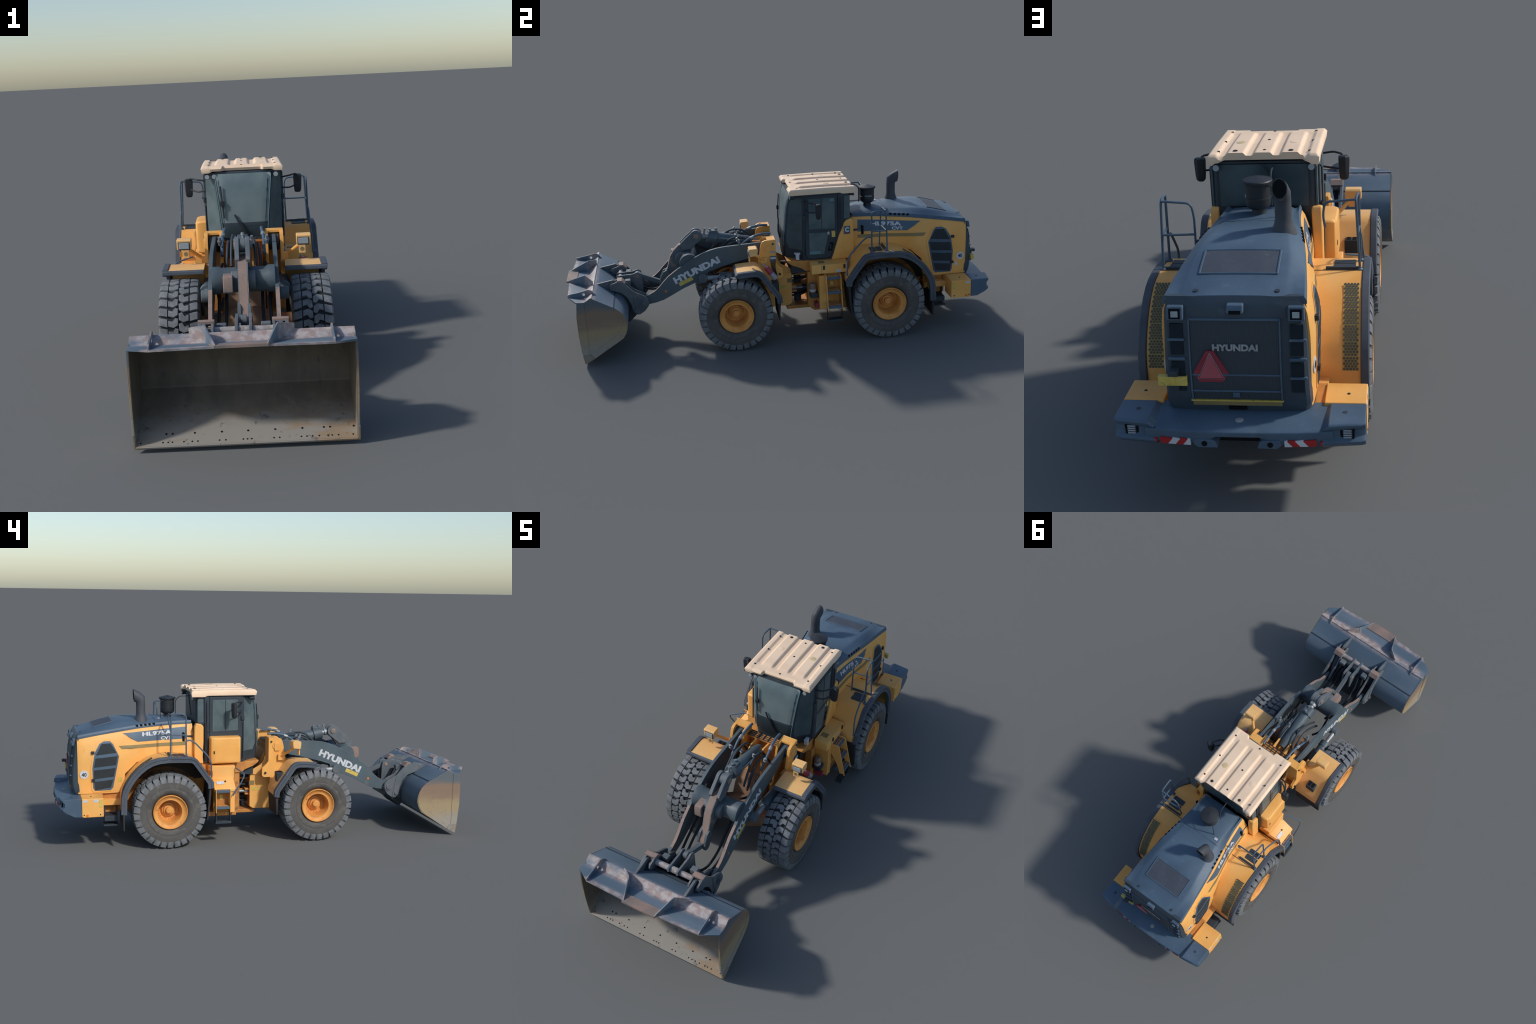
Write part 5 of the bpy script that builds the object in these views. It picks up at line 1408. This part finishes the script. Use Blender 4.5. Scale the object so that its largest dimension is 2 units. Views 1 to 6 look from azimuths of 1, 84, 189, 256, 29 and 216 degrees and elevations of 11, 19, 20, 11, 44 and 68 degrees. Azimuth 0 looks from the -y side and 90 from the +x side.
for s in (1, -1):
    def end(x, yb):
        return [(x, 0.894, 0.2515), (x, yb - 0.022, 0.2525), (x, yb - 0.004, 0.2515), (x, yb, 0.247), (x, yb - 0.002, 0.2405), (x, yb - 0.010, 0.232), (x, yb - 0.010, 0.216), (x, yb, 0.206), (x, yb - 0.001, 0.200),
                (x, yb - 0.018, 0.186), (x, yb - 0.050, 0.1705), (x, 0.925, 0.1685), (x, 0.894, 0.168)]
    rings = [end(0.188, 0.995), end(0.206, 0.993), end(0.24, 0.988), end(0.278, 0.983), end(0.2875, 0.978)]
    rings[0] = [(0.190, p[1], min(p[2], 0.236)) for p in rings[0]]
    eb = part("counterweight_block", flip(loft(rings), s), GREY, MC, cw, bevel=0.003, angle=30)
    part("lamp_recess_panel", flip(prism([(0.232, 0.212), (0.230, 0.235), (0.234, 0.239), (0.260, 0.238), (0.263, 0.234), (0.262, 0.212), (0.258, 0.208), (0.236, 0.208)], 0.955, 0.9800, 'y'), s), NEARBLACK, MC, eb)  # dark panel paints the shade of the lamp recess
    tl = part("lamp", flip(box(0.236, 0.258, 0.955, 0.9815, 0.211, 0.236), s), DARK, MC, eb, bevel=0.002)
    for k in range(4):
        part("lamp_bar", flip(box(0.238, 0.256, 0.975, 0.9825, 0.2135 + 0.0058 * k, 0.2170 + 0.0058 * k), s), CREAM, MC, tl)
    part("lifting_eye_dot", flip(stack((0.24, 0.935, 0.2515), (0, 0, 1), [(0, 0.006), (0.0012, 0.006)], 16), s), DARK, MC, eb)
    rb = part("battery_box", flip(prism([(0.797, 0.2525), (0.8935, 0.2525), (0.8935, 0.1685), (0.884, 0.1655), (0.797, 0.1665)], 0.190, 0.288), s), YEL, MC, ROOT, bevel=0.003)
    part("box_lifting_lug", flip(stack((0.245, 0.850, 0.2515), (0, 0, 1), [(0, 0.004), (0.002, 0.004), (0.003, 0.002)], 12), s), BLACK, MC, rb)
    part("box_sticker", flip(box(0.2875, 0.2890, 0.866, 0.888, 0.236, 0.246), s), PALE, MC, rb)
    part("box_sticker", flip(box(0.2875, 0.2890, 0.801, 0.816, 0.212, 0.246), s), STICKER, MC, rb)
    part("box_sticker", flip(box(0.2875, 0.2890, 0.820, 0.842, 0.236, 0.248), s), PALE, MC, rb) if s < 0 else None
    part("box_reflector", flip(stack((0.2875, 0.870, 0.175), (1, 0, 0), [(0, 0.0062), (0.0018, 0.0060)], 16), s), AMBER, MC, rb)
    for y in (0.812, 0.884):
        part("box_bolt", flip(stack((0.2875, y, 0.178), (1, 0, 0), [(0, 0.0030), (0.0020, 0.0028)], 10), s), BLACK, MC, rb)
    part("mount_bracket", flip(prism([(0.79, 0.248), (0.82, 0.246), (0.90, 0.240), (0.90, 0.215), (0.79, 0.215)], 0.165, 0.192), s), ORG, MC, rb, bevel=0.002)
    part("step", flip(box(0.150, 0.222, 0.728, 0.788, 0.128, 0.153), s), DARK, MC, ROOT, bevel=0.002)
    part("step", flip(box(0.165, 0.226, 0.726, 0.792, 0.1055, 0.113), s), DARK, MC, ROOT, bevel=0.002)
    part("step_hanger", flip(box(0.172, 0.180, 0.724, 0.732, 0.11, 0.20), s), DARK, MC, ROOT)
    part("step_hanger", flip(box(0.172, 0.180, 0.780, 0.788, 0.11, 0.20), s), DARK, MC, ROOT)
    # red/white chevron board and reflector
    def yb_at(x):
        return 1.000 - 0.022 * (x / 0.28) ** 2 + 0.0005
    for k in range(4):
        x0 = 0.107 + 0.0178 * k
        sl = -0.012
        pts = []
        for xx, zz in ((x0 + (sl if k else 0.0), 0.2125), (x0 + 0.0178 + (sl if k < 3 else 0.0), 0.2145), (x0 + 0.0178, 0.197), (x0, 0.197)):
            pts.append((xx, yb_at(xx) + (0.0025 if zz > 0.21 else 0.0005) - 0.0005, zz))
        part("chevron_stripe", flip(loft([[(p[0], p[1] - 0.012, p[2]) for p in pts], [(p[0], p[1] + 0.0012, p[2]) for p in pts]]), s), (WHITE if k % 2 == 0 else RED), MC, cw)
    part("red_reflector", flip(stack((0.191, yb_at(0.191) - 0.006, 0.2045), (0, 1, 0), [(0, 0.0058), (0.0085, 0.0056)], 18), s), RED, MC, cw)
    part("tow_recess", flip(prism([(0.045, 0.192), (0.050, 0.208), (0.058, 0.213), (0.098, 0.213), (0.100, 0.200), (0.090, 0.192)], 0.970, 1.0005, 'y'), s), GREY, MC, cw, bevel=0.002)
    part("tow_hole_disc", flip(stack((0.075, 0.99, 0.203), (0, 1, 0), [(0, 0.0065), (0.0118, 0.0065)], 16), s), NEARBLACK, MC, cw)  # solid dark disc in place of a drilled hole
part("tow_gap_block", prism([(-0.046, 0.192), (-0.035, 0.212), (0.035, 0.212), (0.046, 0.192)], 0.93, 0.968, 'y'), NEARBLACK, MC, cw)  # solid dark block coloured like the shaded gap at the hitch
part("tow_pin", stack((0.0, 0.955, 0.234), (0, 0, 1), [(0, 0.010), (0.0055, 0.010), (0.0065, 0.008)], 20), SILVER, MC, cw)

# ================================================================== REAR FENDERS, RAILS, STEPS
RPZ = -0.004
rpath = [(0.303, 0.278), (0.304, 0.308), (0.340, 0.360), (0.376, 0.409), (0.386, 0.417), (0.400, 0.4205), (0.450, 0.4225), (0.500, 0.4235), (0.545, 0.4195),
         (0.578, 0.410), (0.606, 0.395), (0.633, 0.374), (0.660, 0.346), (0.683, 0.312), (0.698, 0.277), (0.705, 0.240), (0.707, 0.172)]
rpath = [(y, z + (RPZ if z > 0.3 else 0)) for y, z in rpath]
for s in (1, -1):
    rfe = part("fender", flip(strip(rpath, 0.006, 0.125, 0.276, side=1), s), YEL, MR, ROOT, bevel=0.001)
    rp2 = [(y, z - 0.004) for y, z in rpath]
    part("fender_edge_rubber", flip(strip(rp2, 0.0135, 0.273, 0.2955, side=1), s), RUBBER, MR, rfe, bevel=0.004)
    inner = [(y + (0.495 - y) * 0.10, z - 0.045 if z > 0.3 else z) for y, z in rpath[2:-2]]
    part("fender_lip", flip(strip([(y, z - 0.0035) for y, z in rpath], 0.014, 0.279, 0.2935, side=-1), s), RUBBER, MR, rfe)
    part("mud_flap", flip(prism([(0.702, 0.200), (0.711, 0.200), (0.709, 0.094), (0.704, 0.094)], 0.150, 0.292), s), FLAP, MR, rfe)
    part("mud_flap", flip(prism([(0.300, 0.285), (0.309, 0.290), (0.315, 0.20), (0.322, 0.125), (0.316, 0.125), (0.306, 0.20)], 0.160, 0.285), s), FLAP, MR, rfe)
    part("wheel_arch_wall", flip(prism([(0.31, 0.30), (0.375, 0.40), (0.50, 0.418), (0.60, 0.39), (0.69, 0.28), (0.69, 0.20), (0.31, 0.20)], 0.112, 0.128), s), ORG, MR, rfe)
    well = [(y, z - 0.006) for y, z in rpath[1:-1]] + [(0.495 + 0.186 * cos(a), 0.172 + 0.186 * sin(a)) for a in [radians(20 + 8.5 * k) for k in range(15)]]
    part("arch_filler", flip(prism(well, 0.118, 0.140), s), WELLSHADE, MR, rfe)  # added dark filler above the tyre, shaded by its colour
    # honeycomb grip on the rear slope
    hp = [p for p in rpath if 0.57 < p[0]][:-1]
    hp[0] = (0.570, 0.4125)
    hpath = [(y + 0.0, z) for y, z in hp]
    gp = part("grip_patch", flip(strip(hpath, 0.0070, 0.228, 0.268, side=1), s), GRIPB, MR, rfe)
    bm = bm_new()
    acc, cell, row = 0.0, 0.0070, 0
    for (ya, za), (yb, zb) in zip(hpath, hpath[1:]):
        L_ = sqrt((yb - ya) ** 2 + (zb - za) ** 2)
        ty, tz = (yb - ya) / L_, (zb - za) / L_
        while acc < L_:
            for c in range(5):
                x = 0.2325 + 0.0081 * c + (0.00405 if row % 2 else 0.0)
                if x > 0.2655:
                    continue
                base = Vector((x, ya + ty * acc, za + tz * acc)) + Vector((0, -tz, ty)) * 0.0072
                ringp = [base + Vector((0.0036 * sin(k * pi / 3), 0.0036 * cos(k * pi / 3) * ty, 0.0036 * cos(k * pi / 3) * tz)) for k in range(6)]
                up_ = Vector((0, -tz, ty)) * 0.0008
                loft([ringp, [q + up_ for q in ringp]], bm=bm)
            acc += cell
            row += 1
        acc -= L_
    gc = part("grip_cells", flip(bm, s), GRIPC, MR, gp)
    gc["kind"] = "stuff"
    # anti-slip pads and cross rail on top
    for y0 in (0.417, 0.4465):
        part("anti_slip_pad", flip(prism([(0.198, y0), (0.252, y0), (0.255, y0 + 0.004), (0.255, y0 + 0.022), (0.251, y0 + 0.0255), (0.199, y0 + 0.0255), (0.196, y0 + 0.022), (0.196, y0 + 0.004)], 0.420, 0.4268, 'z'), s), DARK, MR, rfe)
    part("fender_toe_rail", flip(box(0.176, 0.270, 0.480, 0.489, 0.420, 0.4325), s), DARK, MR, rfe, bevel=0.001)
    part("fender_seam", flip(strip([(0.493, 0.4258), (0.4955, 0.4258)], 0.0008, 0.135, 0.2945, side=1), s), BLACK, MR, rfe)
    # grab rails
    R_ = 0.0036
    hr = part("handrail", flip(tube(fillet_path([(0.267, 0.489, 0.426), (0.2585, 0.484, 0.6205), (0.2630, 0.416, 0.6185), (0.267, 0.416, 0.428)], 0.018), R_, 10), s), GREY, MR, ROOT)
    part("rail_bar", flip(tube([(0.262, 0.4865, 0.524), (0.265, 0.416, 0.524)], 0.0033, 8), s), GREY, MR, hr)
    part("rail_bar", flip(tube(fillet_path([(0.2585, 0.484, 0.618), (0.178, 0.484, 0.612), (0.172, 0.482, 0.575), (0.176, 0.474, 0.420 if s > 0 else 0.54)], 0.016), R_ * 0.9, 10), s), GREY, MR, hr)
    part("rail_bar", flip(tube([(0.262, 0.486, 0.524), (0.173, 0.481, 0.524)], 0.0033, 8), s), GREY, MR, hr) if s > 0 else None
    part("rail_bar", flip(tube(fillet_path([(0.265, 0.414, 0.497), (0.264, 0.398, 0.500), (0.266, 0.376, 0.488), (0.267, 0.315, 0.424), (0.270, 0.300, 0.395), (0.273, 0.298, 0.322)], 0.02), R_, 10), s), GREY, MR, hr)
    for y in (0.489, 0.416):
        part("rail_foot", flip(stack((0.267, y, 0.4240), (0, 0, 1), [(0, 0.0085), (0.004, 0.0080), (0.007, 0.005)], 14), s), GREY, MR, hr)

# left-hand (+x) tool box, tank panel and ladder
tb = part("tool_box", prism([(0.150, 0.366), (0.213, 0.363), (0.213, 0.320), (0.150, 0.320)], 0.143, 0.316, 'y'), YEL, MR, ROOT, bevel=0.0015)
part("tool_box_stain", box(0.160, 0.192, 0.180, 0.208, 0.3635, 0.3655), paint("dark_stain", (0.16, 0.10, 0.07), (0.3, 0.17, 0.05), (0.5, 0.3, 0.07), rough=0.7, scale=60, dirt_amt=(0.5, 0.6), dirt_scale=80), MR, tb)
for y in (0.200, 0.297):
    part("box_latch", box(0.2125, 0.218, y - 0.004, y + 0.004, 0.340, 0.360), BLACK, MR, tb, bevel=0.001)
part("box_seam", box(0.2125, 0.2138, 0.189, 0.1905, 0.321, 0.362), OLIVE, MR, tb)
part("box_sticker", box(0.2125, 0.2139, 0.258, 0.282, 0.322, 0.336), PALE, MR, tb)
part("box_sticker", box(0.2125, 0.2139, 0.154, 0.166, 0.325, 0.336), STICKER, MR, tb)
part("tank_panel", prism([(0.178, 0.308), (0.178, 0.140), (0.212, 0.138), (0.212, 0.308)], 0.140, 0.208), YEL, MR, ROOT, bevel=0.002)
part("tank_body", box(0.112, 0.170, 0.20, 0.325, 0.135, 0.32), ORG, MR, ROOT, bevel=0.002)
fl = part("oil_filter", stack((0.168, 0.152, 0.213), (0, 0, 1), [(0, 0.014), (0.004, 0.016), (0.038, 0.016), (0.046, 0.010)], 20), RUST, MR, ROOT)
part("filter_label", stack((0.168, 0.152, 0.222), (0, 0, 1), [(0, 0.0163), (0.010, 0.0163)], 20), PALE, MR, fl)
part("filter_base", box(0.150, 0.190, 0.138, 0.176, 0.190, 0.214), DARK, MR, fl, bevel=0.004)
part("red_valve", box(0.150, 0.190, 0.160, 0.178, 0.138, 0.162), PINK, MR, ROOT, bevel=0.003)

def ladder(s, ytop, ybot, steps, xr, rail_y, mat):
    lad = None
    for y0, y1 in rail_y:
        bm = loft([[(x, y, z) for x, z in xr] for y in (y0, y1)])
        o = part("ladder" if lad is None else "ladder_rail", flip(bm, s), mat, MR, lad or ROOT, bevel=0.001)
        lad = lad or o
    for z, x0, x1, dep in steps:
        st = part("step", flip(box(x0, x1, rail_y[0][1], rail_y[1][0], z - 0.012, z), s), GREY, MR, lad, bevel=0.0015)
        for k in range(3):
            part("step_grip", flip(box(x0 + 0.006 + k * (x1 - x0 - 0.008) / 3, x0 + 0.010 + k * (x1 - x0 - 0.008) / 3, rail_y[0][1] + 0.004, rail_y[1][0] - 0.004, z, z + 0.0025), s), ORG, MR, st)
    return lad
lad = ladder(1, 0, 0, ((0.310, 0.205, 0.243, 0), (0.245, 0.215, 0.262, 0), (0.178, 0.232, 0.279, 0)),
             [(0.200, 0.318), (0.246, 0.318), (0.286, 0.152), (0.262, 0.152), (0.246, 0.20), (0.212, 0.26)], ((0.203, 0.206), (0.272, 0.275)), YEL)
part("ladder_panel", box(0.170, 0.206, 0.206, 0.272, 0.150, 0.318), ORG, MR, lad)
for y in (0.202, 0.271):
    part("step_strap", prism([(0.262, 0.160), (0.280, 0.160), (0.272, 0.100), (0.256, 0.100)], y, y + 0.004, 'y'), FLAP, MR, lad)
part("step", box(0.240, 0.274, 0.201, 0.276, 0.098, 0.108), DARK, MR, lad, bevel=0.002)
part("box_sticker", box(0.2055, 0.2068, 0.230, 0.244, 0.256, 0.277), STICKER, MR, lad)
# right-hand (-x) stepped boxes and ladder
b2 = part("tank_box", box(-0.205, -0.140, 0.170, 0.290, 0.300, 0.362), YEL, MR, ROOT, bevel=0.003)
sl = part("sloped_cover", prism([(-0.14, 0.308), (-0.214, 0.305), (-0.268, 0.264), (-0.268, 0.250), (-0.14, 0.250)], 0.180, 0.283, 'y'), YEL, MR, b2, bevel=0.003)
decal("cover_sticker", [(-0.232, 0.268, 0.2930), (-0.232, 0.232, 0.2930), (-0.245, 0.232, 0.2830), (-0.245, 0.268, 0.2830)], PALE, MR, sl, n=(-0.60, 0, 0.80), t=0.0015)
part("cover_lock", stack((-0.232, 0.224, 0.2925), (-0.6, 0, 0.8), [(0, 0.0042), (0.003, 0.0042)], 12), BLACK, MR, sl)
lad2 = ladder(-1, 0, 0, ((0.262, 0.238, 0.286, 0), (0.184, 0.238, 0.286, 0)),
              [(0.225, 0.264), (0.287, 0.264), (0.289, 0.155), (0.268, 0.155), (0.235, 0.22)], ((0.209, 0.212), (0.277, 0.280)), YEL)
part("ladder_panel", box(-0.240, -0.150, 0.180, 0.283, 0.150, 0.252), ORG, MR, lad2, bevel=0.002)
part("ladder_cheek", box(-0.262, -0.150, 0.184, 0.2085, 0.150, 0.256), YEL, MR, lad2, bevel=0.002)
part("box_sticker", box(-0.2415, -0.2400, 0.238, 0.252, 0.208, 0.232), STICKER, MR, lad2)
part("sill", box(-0.235, -0.112, 0.17, 0.31, 0.128, 0.150), ORG, MR, lad2, bevel=0.004)
for y in (0.210, 0.276):
    part("step_strap", prism([(-0.288, 0.162), (-0.270, 0.162), (-0.272, 0.104), (-0.288, 0.104)], y, y + 0.004, 'y'), FLAP, MR, lad2)
part("step", box(-0.292, -0.258, 0.207, 0.283, 0.104, 0.115), DARK, MR, lad2, bevel=0.002)
part("ladder_grab_rail", tube(fillet_path([(-0.212, 0.170, 0.352), (-0.285, 0.142, 0.335), (-0.292, 0.160, 0.300), (-0.286, 0.200, 0.235)], 0.02), 0.0032, 8), GREY, MR, lad2)
part("fender_grate", box(-0.275, -0.200, 0.292, 0.300, 0.330, 0.350), ORG, MR, lad2)
part("cover_sticker", box(-0.276, -0.262, 0.286, 0.300, 0.296, 0.303), PALE, MR, lad2)
